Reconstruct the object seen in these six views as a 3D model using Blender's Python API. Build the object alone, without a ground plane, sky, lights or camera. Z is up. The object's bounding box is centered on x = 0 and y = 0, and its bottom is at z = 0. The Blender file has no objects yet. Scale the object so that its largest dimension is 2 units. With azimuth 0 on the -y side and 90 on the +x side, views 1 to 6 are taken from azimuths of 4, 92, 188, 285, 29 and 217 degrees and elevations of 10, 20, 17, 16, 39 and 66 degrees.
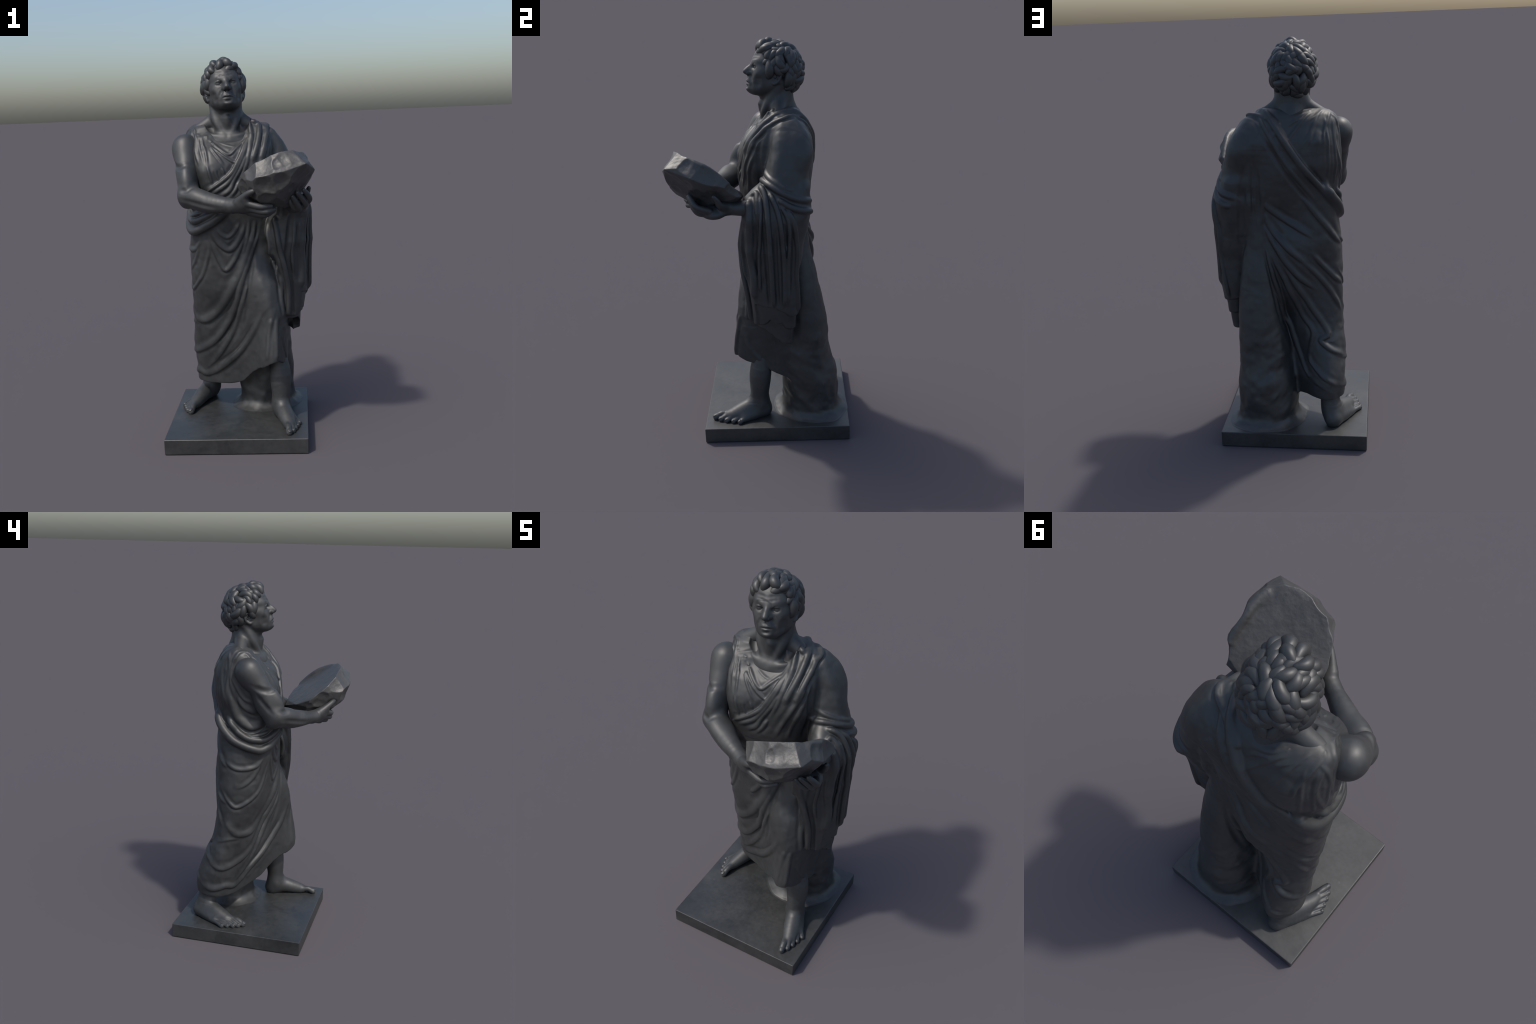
"""A dark bronze-like statue of a curly-haired man in tunic and mantle, carrying a hewn stone slab.

Everything is modelled as distance fields (lofted sections, ellipsoids, tapered tubes, folds) that
are blended, turned into meshes with surface nets, and split into named parts."""
import math
import numpy as np

F32 = np.float32
A = lambda *v: np.array(v, float)

# ------------------------------------------------------------------ small maths


def pchip(x, y, q):
    """Monotone cubic interpolation of rows y (n, ...) at positions q."""
    x, y, q = np.asarray(x, float), np.asarray(y, float), np.asarray(q, float)
    h = np.diff(x)
    d = np.diff(y, axis=0) / h.reshape((-1,) + (1,) * (y.ndim - 1))
    m = np.zeros_like(y)
    a, b = d[:-1], d[1:]
    w1 = (2 * h[1:] + h[:-1]).reshape((-1,) + (1,) * (y.ndim - 1))
    w2 = (h[1:] + 2 * h[:-1]).reshape((-1,) + (1,) * (y.ndim - 1))
    with np.errstate(all="ignore"):
        mm = (w1 + w2) / (w1 / a + w2 / b)
    m[1:-1] = np.where(a * b > 0, mm, 0)
    m[0], m[-1] = d[0], d[-1]
    q = np.clip(q, x[0], x[-1])
    i = np.clip(np.searchsorted(x, q) - 1, 0, len(x) - 2)
    sh = (-1,) + (1,) * (y.ndim - 1)
    t = ((q - x[i]) / h[i]).reshape(sh)
    hh = h[i].reshape(sh)
    return (y[i] * (1 + 2 * t) * (1 - t) ** 2 + m[i] * hh * t * (1 - t) ** 2
            + y[i + 1] * t * t * (3 - 2 * t) + m[i + 1] * hh * t * t * (t - 1))


def spline(pts, n=None, step=0.008, closed=False):
    """Catmull-Rom through control rows (any number of columns)."""
    p = np.asarray(pts, float)
    if closed:
        q = np.vstack([p[-1], p, p[0], p[1]])
    elif len(p) == 2:
        q = np.vstack([2 * p[0] - p[1], p, 2 * p[1] - p[0]])
    else:
        q = np.vstack([2 * p[0] - p[1], p, 2 * p[-1] - p[-2]])
    out = []
    for i in range(1, len(q) - 2):
        a, b, c, d = q[i - 1], q[i], q[i + 1], q[i + 2]
        k = n or max(2, int(np.linalg.norm((c - b)[:3]) / step))
        t = np.linspace(0, 1, k, endpoint=False)[:, None]
        out.append(0.5 * (2 * b + (c - a) * t + (2 * a - 5 * b + 4 * c - d) * t ** 2 + (3 * b - a - 3 * c + d) * t ** 3))
    if not closed:
        out.append(q[-2][None])
    return np.vstack(out)


def smin(a, b, k):
    if k <= 0:
        return np.minimum(a, b)
    h = np.maximum(k - np.abs(a - b), 0) / k
    return np.minimum(a, b) - h * h * (k * 0.25)


def smax(a, b, k):
    return -smin(-a, -b, k)


def sstep(a, b, x):
    t = np.clip((x - a) / (b - a), 0, 1)
    return t * t * (3 - 2 * t)


def frame(yaw=0.0, pitch=0.0, roll=0.0):
    """Rows are the local axes in world space (x to the left hand, -y forward, z up)."""
    a, b, c = (math.radians(v) for v in (yaw, pitch, roll))
    rz = np.array([[math.cos(a), -math.sin(a), 0], [math.sin(a), math.cos(a), 0], [0, 0, 1]])
    rx = np.array([[1, 0, 0], [0, math.cos(b), -math.sin(b)], [0, math.sin(b), math.cos(b)]])
    ry = np.array([[math.cos(c), 0, -math.sin(c)], [0, 1, 0], [math.sin(c), 0, math.cos(c)]])
    return (rz @ ry @ rx).T


def axes(z, x):
    """Orthonormal rows from a main axis z and a hint for x."""
    z = np.asarray(z, float) / np.linalg.norm(z)
    x = np.asarray(x, float) - z * np.dot(x, z)
    x /= np.linalg.norm(x)
    return np.array([x, np.cross(z, x), z])


def value_noise(p, cell, seed):
    """Smooth lattice noise in -1..1 for points (..., 3)."""
    q = np.asarray(p, float) / cell + 31.7
    i = np.floor(q).astype(np.int64)
    t = q - i
    t = t * t * (3 - 2 * t)
    tot = 0
    for dx in (0, 1):
        for dy in (0, 1):
            for dz in (0, 1):
                h = ((i[..., 0] + dx) * 73856093 ^ (i[..., 1] + dy) * 19349663 ^ (i[..., 2] + dz) * 83492791 ^ seed * 2654435) & 0xFFFFF
                h = (h * 1103515 + 12345) % 1000003
                v = h / 500001.5 - 1
                w = (t[..., 0] if dx else 1 - t[..., 0]) * (t[..., 1] if dy else 1 - t[..., 1]) * (t[..., 2] if dz else 1 - t[..., 2])
                tot = tot + v * w
    return tot


# ------------------------------------------------------------------ distance-field grid


class Field:
    def __init__(self, lo, hi, h):
        self.h, self.lo = h, np.array(lo, float)
        self.n = np.ceil((np.array(hi) - self.lo) / h).astype(int) + 1
        self.f = np.full(self.n, 1.0, F32)

    def box(self, lo, hi):
        a = np.clip(np.floor((np.asarray(lo) - self.lo) / self.h).astype(int), 0, self.n)
        b = np.clip(np.ceil((np.asarray(hi) - self.lo) / self.h).astype(int) + 1, 0, self.n)
        return a, np.maximum(a, b)

    def xyz(self, a, b):
        return [(self.lo[i] + self.h * np.arange(a[i], b[i])).astype(F32).reshape([-1 if j == i else 1 for j in range(3)]) for i in range(3)]

    def apply(self, fn, lo, hi, k=0.0, cut=False, pad=None):
        pad = (k + 2 * self.h) if pad is None else pad
        a, b = self.box(np.asarray(lo) - pad, np.asarray(hi) + pad)
        if (b <= a).any():
            return
        sl = tuple(slice(*ab) for ab in zip(a, b))
        v = fn(*self.xyz(a, b)).astype(F32)
        self.f[sl] = smax(self.f[sl], -v, k) if cut else smin(self.f[sl], v, k)

    def ellipsoid(self, c, r, k=0.0, R=None, cut=False):
        r = np.asarray(r, float)
        m = r.max() if R is not None else r
        self.apply(ellipsoid(c, r, R), np.asarray(c) - m, np.asarray(c) + m, k, cut, pad=2.2 * k + 3 * self.h)

    def tube(self, pts, rad, k=0.0, cut=False, smooth=True, flat=None):
        """Chain of tapered capsules; rad is one radius or one per control point."""
        p = np.asarray(pts, float)
        r = np.broadcast_to(np.asarray(rad, float), (len(p),))
        c = np.column_stack([p, r])
        if smooth and len(p) > 2:
            c = spline(c, step=max(0.004, float(r.min()) * 0.7))
        pad = c[:, 3].max() + k + 2 * self.h
        a, b = self.box(c[:, :3].min(0) - pad, c[:, :3].max(0) + pad)
        if (b <= a).any():
            return
        d = np.full(b - a, 1.0, F32)
        for s, e in zip(c[:-1], c[1:]):
            pp = max(s[3], e[3]) + k + 2 * self.h
            u, v = self.box(np.minimum(s, e)[:3] - pp, np.maximum(s, e)[:3] + pp)
            if (v <= u).any():
                continue
            X, Y, Z = self.xyz(u, v)
            sl = tuple(slice(*ab) for ab in zip(u - a, v - a))
            d[sl] = np.minimum(d[sl], capsule(X, Y, Z, s, e))
        sl = tuple(slice(*ab) for ab in zip(a, b))
        self.f[sl] = smax(self.f[sl], -d, k) if cut else smin(self.f[sl], d, k)

    def sample(self, P):
        """Trilinear value at points (n, 3)."""
        q = np.clip((np.asarray(P) - self.lo) / self.h, 0, self.n - 1.001)
        i = q.astype(int)
        t = q - i
        v = 0
        for dx in (0, 1):
            for dy in (0, 1):
                for dz in (0, 1):
                    w = (t[:, 0] if dx else 1 - t[:, 0]) * (t[:, 1] if dy else 1 - t[:, 1]) * (t[:, 2] if dz else 1 - t[:, 2])
                    v = v + w * self.f[i[:, 0] + dx, i[:, 1] + dy, i[:, 2] + dz]
        return v

    def gradient(self, P, e=0.006):
        g = np.stack([self.sample(P + e * np.eye(3)[i]) - self.sample(P - e * np.eye(3)[i]) for i in range(3)], 1)
        return g / np.maximum(np.linalg.norm(g, axis=1, keepdims=True), 1e-9)

    def engrave(self, pts, r, depth, k):
        """Soft furrow along a curve that is first laid onto the surface."""
        p = spline(pts, step=0.006)
        for _ in range(5):
            p = p - self.gradient(p) * np.clip(self.sample(p), -0.03, 0.03)[:, None]
        n = self.gradient(p, 0.01)
        t = np.linspace(0, 1, len(p))
        env = sstep(0, 0.3, t) * sstep(1, 0.7, t)
        self.tube(p + n * (r - depth * env + 0.4 * k * (1 - env))[:, None], r, k, cut=True, smooth=False)

    def mesh(self, smooth=1):
        """Surface nets: vertices (n, 3) and quads (m, 4)."""
        f = self.f
        f[0], f[-1] = np.maximum(f[0], 1e-4), np.maximum(f[-1], 1e-4)
        f[:, 0], f[:, -1] = np.maximum(f[:, 0], 1e-4), np.maximum(f[:, -1], 1e-4)
        f[:, :, 0], f[:, :, -1] = np.maximum(f[:, :, 0], 1e-4), np.maximum(f[:, :, -1], 1e-4)
        s = f < 0
        n = self.n
        c = [slice(0, -1), slice(1, None)]
        some, every = np.zeros(n - 1, bool), np.ones(n - 1, bool)
        for i in (0, 1):
            for j in (0, 1):
                for k in (0, 1):
                    v = s[c[i], c[j], c[k]]
                    some |= v
                    every &= v
        act = np.argwhere(some & ~every)
        idx = np.full(n - 1, -1, np.int32)
        idx[tuple(act.T)] = np.arange(len(act))
        corner = {(i, j, k): f[act[:, 0] + i, act[:, 1] + j, act[:, 2] + k].astype(float) for i in (0, 1) for j in (0, 1) for k in (0, 1)}
        tot, cnt = np.zeros((len(act), 3)), np.zeros(len(act))
        for a in corner:
            for ax in range(3):
                if a[ax]:
                    continue
                b = tuple(1 if q == ax else a[q] for q in range(3))
                u, v = corner[a], corner[b]
                m = (u < 0) != (v < 0)
                t = u[m] / (u[m] - v[m])
                e = np.tile(np.array(a, float), (m.sum(), 1))
                e[:, ax] += t
                tot[m] += e
                cnt[m] += 1
        V = self.lo + self.h * (act + tot / cnt[:, None])
        quads = []
        for ax in range(3):
            o1, o2 = [q for q in range(3) if q != ax]
            a = [slice(None)] * 3
            b = [slice(None)] * 3
            a[ax], b[ax] = slice(0, -1), slice(1, None)
            e = np.argwhere(s[tuple(a)] != s[tuple(b)])
            e = e[(e[:, o1] > 0) & (e[:, o2] > 0)]
            inside = s[tuple(e.T)]
            q = []
            for d1, d2 in ((1, 1), (0, 1), (0, 0), (1, 0)):
                g = e.copy()
                g[:, o1] -= d1
                g[:, o2] -= d2
                q.append(idx[tuple(g.T)])
            q = np.stack(q, 1)
            flip = inside if ax != 1 else ~inside
            q[~flip] = q[~flip][:, ::-1]
            quads.append(q)
        Q = np.vstack(quads)
        for _ in range(smooth):
            acc, num = np.zeros_like(V), np.zeros(len(V))
            for i in range(4):
                np.add.at(acc, Q[:, i], V[Q[:, (i + 1) % 4]])
                np.add.at(num, Q[:, i], 1)
            V = V * 0.5 + 0.5 * acc / num[:, None]
        return V, Q


def ellipsoid(c, r, R=None):
    def fn(X, Y, Z):
        x, y, z = X - F32(c[0]), Y - F32(c[1]), Z - F32(c[2])
        if R is not None:
            x, y, z = (F32(w[0]) * x + F32(w[1]) * y + F32(w[2]) * z for w in R)
        x, y, z = x / F32(r[0]), y / F32(r[1]), z / F32(r[2])
        k0 = np.sqrt(x * x + y * y + z * z)
        k1 = np.sqrt((x / F32(r[0])) ** 2 + (y / F32(r[1])) ** 2 + (z / F32(r[2])) ** 2)
        return k0 * (k0 - 1) / np.maximum(k1, F32(1e-6))
    return fn


def capsule(X, Y, Z, s, e):
    d = e[:3] - s[:3]
    L = max(float(d @ d), 1e-12)
    t = ((X - F32(s[0])) * F32(d[0] / L) + (Y - F32(s[1])) * F32(d[1] / L) + (Z - F32(s[2])) * F32(d[2] / L)).clip(0, 1)
    q = (X - F32(s[0]) - t * F32(d[0])) ** 2 + (Y - F32(s[1]) - t * F32(d[1])) ** 2 + (Z - F32(s[2]) - t * F32(d[2])) ** 2
    return np.sqrt(q) - (F32(s[3]) + t * F32(e[3] - s[3]))


class Loft:
    """Horizontal cross-sections around a vertical axis, read back as radius over angle and height.
    Angle 0 faces -y (front), 90 degrees faces +x (his left)."""
    NT, NZ = 360, 400

    def __init__(self, axis, sections):
        self.ax = np.asarray(axis, float).reshape(-1, 3)   # rows (z, x, y)
        zs, rows = [], []
        th = np.linspace(0, 2 * np.pi, self.NT, endpoint=False)
        for z, pts in sorted(sections, key=lambda s: s[0]):
            p = spline(np.asarray(pts, float), n=24, closed=True) - A(*(float(v) for v in self.axis(z)))
            a = np.arctan2(p[:, 0], -p[:, 1]) % (2 * np.pi)
            o = np.argsort(a)
            rows.append(np.interp(th, a[o], np.hypot(*p[o].T), period=2 * np.pi))
            zs.append(z)
        self.z0, self.z1 = zs[0], zs[-1]
        self.R = pchip(zs, np.array(rows), np.linspace(self.z0, self.z1, self.NZ)).T.astype(F32)
        self.R = np.vstack([self.R, self.R[:1]])

    def axis(self, z):
        return [np.interp(z, self.ax[:, 0], self.ax[:, i]).astype(F32) for i in (1, 2)]

    def polar(self, X, Y, Z):
        cx, cy = self.axis(Z)
        x, y = X - cx, Y - cy
        return np.hypot(x, y), np.arctan2(x, -y) % F32(2 * np.pi)

    def radius(self, th, Z):
        u = np.minimum(th * F32(self.NT / (2 * np.pi)), F32(self.NT - 0.001))
        w = np.clip((Z - self.z0) / (self.z1 - self.z0), 0, 0.99999) * (self.NZ - 1)
        u, w = np.broadcast_arrays(u, w)
        i, j = u.astype(np.int32), w.astype(np.int32)
        a, b = u - i, w - j
        R = self.R
        return (R[i, j] * (1 - a) + R[i + 1, j] * a) * (1 - b) + (R[i, j + 1] * (1 - a) + R[i + 1, j + 1] * a) * b


def around(knots):
    """Periodic smooth function of the angle, from (degrees, value) knots."""
    k = sorted(knots)
    d = np.radians([q[0] - 360 for q in k] + [q[0] for q in k] + [q[0] + 360 for q in k])
    v = np.array([q[1] for q in k] * 3, float)
    th = np.linspace(0, 2 * np.pi, 721)
    tab = pchip(d, v, th).astype(F32)
    return lambda t: np.interp(t, th, tab).astype(F32)


# ------------------------------------------------------------------ the draped body

trunk = Loft((0, -0.01, 0.10), [
    (0.14, [(-0.275, 0.21), (-0.268, 0.285), (-0.215, 0.345), (-0.15, 0.325), (-0.08, 0.265), (0.0, 0.22), (0.11, 0.22), (0.19, 0.18), (0.21, 0.08), (0.195, -0.05), (0.165, -0.11), (0.12, -0.09), (0.02, 0.0), (-0.10, 0.08), (-0.225, 0.13)]),
    (0.30, [(-0.288, 0.20), (-0.278, 0.285), (-0.215, 0.348), (-0.15, 0.325), (-0.08, 0.265), (0.0, 0.22), (0.12, 0.22), (0.20, 0.18), (0.228, 0.09), (0.212, -0.03), (0.185, -0.135), (0.12, -0.115), (0.02, -0.02), (-0.10, 0.060), (-0.228, 0.115)]),
    (0.45, [(-0.292, 0.17), (-0.276, 0.245), (-0.205, 0.305), (-0.13, 0.28), (-0.06, 0.225), (0.02, 0.195), (0.13, 0.22), (0.215, 0.19), (0.24, 0.08), (0.23, -0.05), (0.195, -0.145), (0.135, -0.148), (0.05, -0.06), (-0.09, 0.022), (-0.215, 0.075)]),
    (0.62, [(-0.278, 0.13), (-0.264, 0.195), (-0.20, 0.238), (-0.12, 0.242), (-0.05, 0.212), (0.025, 0.178), (0.14, 0.22), (0.225, 0.18), (0.25, 0.06), (0.235, -0.06), (0.195, -0.12), (0.15, -0.13), (0.06, -0.078), (-0.07, 0.002), (-0.20, 0.03)]),
    (0.80, [(-0.278, 0.11), (-0.262, 0.188), (-0.195, 0.23), (-0.11, 0.255), (-0.03, 0.262), (0.05, 0.235), (0.15, 0.235), (0.22, 0.18), (0.24, 0.08), (0.23, -0.03), (0.19, -0.085), (0.13, -0.112), (0.05, -0.085), (-0.09, -0.044), (-0.213, -0.004)]),
    (1.00, [(-0.278, 0.10), (-0.258, 0.188), (-0.19, 0.235), (-0.10, 0.266), (-0.02, 0.273), (0.07, 0.245), (0.16, 0.235), (0.21, 0.17), (0.21, 0.08), (0.18, 0.0), (0.13, -0.038), (0.065, -0.06), (-0.03, -0.075), (-0.14, -0.056), (-0.225, -0.010)]),
    (1.15, [(-0.262, 0.10), (-0.245, 0.19), (-0.175, 0.232), (-0.08, 0.240), (0.0, 0.238), (0.08, 0.235), (0.165, 0.24), (0.21, 0.17), (0.205, 0.08), (0.16, 0.005), (0.11, -0.035), (0.04, -0.07), (-0.05, -0.085), (-0.16, -0.07), (-0.235, -0.015)]),
    (1.30, [(-0.275, 0.11), (-0.258, 0.175), (-0.195, 0.235), (-0.12, 0.252), (-0.04, 0.266), (0.05, 0.268), (0.14, 0.25), (0.19, 0.18), (0.19, 0.09), (0.15, 0.01), (0.10, -0.05), (0.03, -0.085), (-0.06, -0.097), (-0.16, -0.085), (-0.235, -0.01)]),
    (1.42, [(-0.29, 0.13), (-0.275, 0.195), (-0.205, 0.255), (-0.12, 0.282), (-0.04, 0.29), (0.05, 0.285), (0.14, 0.26), (0.19, 0.18), (0.20, 0.09), (0.17, -0.01), (0.11, -0.055), (0.03, -0.072), (-0.06, -0.094), (-0.165, -0.103), (-0.242, -0.025)]),
    (1.52, [(-0.285, 0.12), (-0.27, 0.19), (-0.20, 0.26), (-0.05, 0.285), (0.05, 0.285), (0.15, 0.275), (0.195, 0.20), (0.20, 0.10), (0.18, 0.01), (0.12, -0.03), (0.03, -0.05), (-0.07, -0.06), (-0.17, -0.06), (-0.245, -0.008)]),
    (1.60, [(-0.275, 0.115), (-0.255, 0.185), (-0.17, 0.235), (-0.05, 0.253), (0.06, 0.258), (0.15, 0.245), (0.195, 0.19), (0.19, 0.10), (0.16, 0.045), (0.09, 0.02), (0.02, 0.03), (-0.06, 0.035), (-0.15, 0.008), (-0.228, 0.025)]),
    (1.645, [(-0.25, 0.112), (-0.225, 0.17), (-0.14, 0.21), (-0.05, 0.225), (0.05, 0.223), (0.11, 0.20), (0.15, 0.165), (0.148, 0.115), (0.11, 0.075), (0.065, 0.06), (0.01, 0.075), (-0.05, 0.08), (-0.11, 0.060), (-0.195, 0.058)]),
    (1.672, [(-0.20, 0.115), (-0.16, 0.16), (-0.05, 0.195), (0.04, 0.195), (0.09, 0.165), (0.10, 0.13), (0.075, 0.095), (0.03, 0.08), (-0.05, 0.08), (-0.13, 0.085)]),
    (1.685, [(-0.12, 0.12), (-0.08, 0.155), (-0.02, 0.165), (0.04, 0.155), (0.07, 0.12), (0.03, 0.09), (-0.02, 0.085), (-0.08, 0.09)]),
])

cape = Loft([(1.05, 0.27, 0.08), (1.25, 0.22, 0.12), (1.60, 0.15, 0.14)], [
    (0.52, [(0.20, 0.0), (0.205, 0.14), (0.26, 0.18), (0.31, 0.165), (0.333, 0.09), (0.325, 0.02), (0.285, -0.03), (0.22, -0.035)]),
    (0.62, [(0.20, 0.0), (0.205, 0.14), (0.265, 0.185), (0.32, 0.17), (0.34, 0.10), (0.33, 0.02), (0.285, -0.037), (0.22, -0.047)]),
    (0.80, [(0.205, 0.0), (0.205, 0.15), (0.27, 0.19), (0.33, 0.175), (0.36, 0.10), (0.353, 0.03), (0.315, -0.035), (0.225, -0.065)]),
    (0.92, [(0.20, 0.0), (0.20, 0.16), (0.27, 0.195), (0.33, 0.18), (0.362, 0.10), (0.357, 0.03), (0.315, -0.04), (0.26, -0.075), (0.205, -0.075)]),
    (1.00, [(0.17, 0.0), (0.18, 0.18), (0.27, 0.215), (0.33, 0.19), (0.365, 0.10), (0.36, 0.03), (0.315, -0.045), (0.24, -0.085), (0.158, -0.065)]),
    (1.08, [(0.15, 0.0), (0.16, 0.21), (0.26, 0.232), (0.325, 0.20), (0.368, 0.10), (0.364, 0.03), (0.32, -0.05), (0.25, -0.085), (0.155, -0.065)]),
    (1.16, [(0.15, 0.0), (0.13, 0.21), (0.22, 0.25), (0.305, 0.235), (0.36, 0.16), (0.37, 0.05), (0.325, -0.055), (0.25, -0.08), (0.175, -0.055)]),
    (1.22, [(0.185, 0.02), (0.11, 0.22), (0.20, 0.265), (0.305, 0.25), (0.355, 0.17), (0.368, 0.05), (0.33, -0.055), (0.235, -0.065)]),
    (1.285, [(0.175, 0.03), (0.10, 0.22), (0.19, 0.26), (0.285, 0.245), (0.335, 0.17), (0.348, 0.06), (0.32, -0.04), (0.245, -0.058)]),
    (1.33, [(0.165, 0.05), (0.09, 0.23), (0.18, 0.265), (0.275, 0.25), (0.325, 0.16), (0.325, 0.07), (0.287, -0.01), (0.235, -0.02)]),
    (1.38, [(0.15, 0.07), (0.08, 0.23), (0.175, 0.262), (0.262, 0.238), (0.312, 0.16), (0.307, 0.085), (0.25, 0.04), (0.205, 0.042)]),
    (1.48, [(0.10, 0.058), (0.06, 0.228), (0.16, 0.283), (0.25, 0.258), (0.285, 0.158), (0.275, 0.098), (0.22, 0.068), (0.17, 0.058)]),
    (1.56, [(0.10, 0.068), (0.07, 0.218), (0.16, 0.268), (0.225, 0.243), (0.25, 0.148), (0.238, 0.103), (0.19, 0.078), (0.15, 0.068)]),
    (1.61, [(0.11, 0.078), (0.09, 0.198), (0.14, 0.238), (0.19, 0.218), (0.213, 0.148), (0.203, 0.113), (0.17, 0.088), (0.14, 0.078)]),
    (1.655, [(0.10, 0.108), (0.09, 0.178), (0.13, 0.203), (0.155, 0.188), (0.17, 0.148), (0.162, 0.118), (0.145, 0.098), (0.12, 0.093)]),
])

# lower edge of the robe, of the hanging drape, and upper edge of the mantle, over the angle
robe_hem = around([(0, 0.275), (15, 0.31), (24, 0.355), (29, 0.392), (33, 0.42), (40, 0.43), (45, 0.42), (50, 0.405), (57, 0.395), (76, 0.35), (91, 0.315), (120, 0.27), (150, 0.24), (196, 0.225), (215, 0.23), (232, 0.225), (250, 0.225), (258, 0.23), (270, 0.235), (300, 0.245), (340, 0.262)])
drape_hem = around([(0, 0.63), (20, 0.63), (40, 0.61), (55, 0.60), (75, 0.575), (100, 0.565), (125, 0.548), (180, 0.54), (270, 0.60), (330, 0.635)])
middle_hem = around([(0, 0.65), (25, 0.655), (45, 0.67), (62, 0.69), (85, 0.665), (110, 0.67), (130, 0.64), (150, 0.63), (200, 0.64), (280, 0.68)])
overlap_hem = around([(-20, 0.66), (5, 0.65), (18, 0.655), (26, 0.775), (45, 0.77), (60, 0.765), (80, 0.765), (98, 0.75), (120, 0.73), (140, 0.705), (200, 0.72), (270, 0.80), (320, 0.75)])
mantle_edge = around([(4, 1.465), (20, 1.54), (45, 1.611), (80, 1.666), (130, 1.68), (152, 1.667), (183, 1.588), (194, 1.52), (210, 1.416), (235, 1.31), (250, 1.265), (262, 1.23), (275, 1.21), (292, 1.205), (305, 1.235), (313, 1.285), (320, 1.315), (329, 1.34), (346, 1.39)])


def neckline(X, Y, Z):
    """Room around the neck, so that the collar stands away from the skin."""
    ring = spline([(-0.125, 0.140, 1.705), (-0.138, 0.110, 1.690), (-0.128, 0.062, 1.655), (-0.085, 0.016, 1.616), (-0.035, -0.002, 1.600), (0.012, 0.008, 1.618), (0.045, 0.045, 1.650), (0.055, 0.100, 1.690)], step=0.02)
    d = np.full(np.broadcast(X, Y, Z).shape, 1.0, F32)
    for a, b in zip(ring[:-1], ring[1:]):
        d = np.minimum(d, capsule(X, Y, Z, np.append(a, 0.024), np.append(b, 0.024)))
    return np.where(Z > 1.55, d, F32(1.0))


def trunk_fn(X, Y, Z):
    rho, th = trunk.polar(X, Y, Z)
    d = (rho - trunk.radius(th, Z)) * F32(0.9)
    mantle = smax(d + F32(0.003), Z - mantle_edge(th), 0.010)
    d = np.minimum(d + F32(0.010) * sstep(1.66, 1.58, Z), mantle)
    return smax(d, Z - F32(1.685), 0.015)


def trunk_hem(d, X, Y, Z):
    rho, th = trunk.polar(X, Y, Z)
    hem = robe_hem(th)
    d = smax(d, hem - Z, 0.006)
    hollow = np.maximum(rho - trunk.radius(th, Z) + F32(0.036), Z - hem - F32(0.025))
    return smax(d, -hollow, 0.006)


def cape_fn(X, Y, Z):
    rho, th = cape.polar(X, Y, Z)
    d = (rho - cape.radius(th, Z)) * F32(0.9) + F32(0.003)
    return smax(d, Z - F32(1.656), 0.02)


def cape_hem(d, X, Y, Z):
    rho, th = cape.polar(X, Y, Z)
    inner = smax(d + F32(0.022), drape_hem(th) - Z, 0.006)
    middle = smax(d + F32(0.011), middle_hem(th) - Z, 0.006)
    outer = smax(d, overlap_hem(th) - Z, 0.006)
    return np.minimum(np.minimum(inner, middle), outer)


stump = Loft((0, 0.13, 0.21), [
    (0.06, [(-0.05, 0.17), (-0.03, 0.31), (0.08, 0.39), (0.18, 0.395), (0.258, 0.32), (0.265, 0.20), (0.235, 0.14), (0.14, 0.085), (0.03, 0.085)]),
    (0.13, [(-0.035, 0.17), (-0.02, 0.31), (0.08, 0.385), (0.18, 0.385), (0.248, 0.31), (0.255, 0.20), (0.225, 0.14), (0.14, 0.09), (0.04, 0.095)]),
    (0.28, [(-0.03, 0.17), (-0.01, 0.305), (0.08, 0.37), (0.17, 0.37), (0.24, 0.30), (0.248, 0.20), (0.22, 0.14), (0.14, 0.095), (0.05, 0.11)]),
    (0.47, [(0.0, 0.17), (0.015, 0.285), (0.08, 0.335), (0.165, 0.335), (0.24, 0.28), (0.252, 0.20), (0.22, 0.14), (0.14, 0.11), (0.05, 0.12)]),
    (0.63, [(0.03, 0.17), (0.042, 0.272), (0.09, 0.322), (0.165, 0.318), (0.235, 0.27), (0.25, 0.20), (0.21, 0.14), (0.14, 0.12), (0.06, 0.13)]),
    (0.84, [(0.045, 0.17), (0.055, 0.245), (0.10, 0.282), (0.165, 0.278), (0.22, 0.24), (0.23, 0.20), (0.20, 0.14), (0.14, 0.12), (0.08, 0.14)]),
    (1.02, [(0.05, 0.17), (0.06, 0.225), (0.10, 0.245), (0.155, 0.243), (0.195, 0.22), (0.205, 0.19), (0.20, 0.14), (0.14, 0.12), (0.08, 0.14)]),
    (1.16, [(0.06, 0.17), (0.075, 0.20), (0.11, 0.215), (0.15, 0.215), (0.18, 0.20), (0.19, 0.17), (0.18, 0.14), (0.14, 0.12), (0.09, 0.14)]),
])


LUMP_TWIST = np.array([[0.36, -0.48, 0.80], [0.80, 0.60, 0.0], [-0.48, 0.64, 0.60]])


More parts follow.
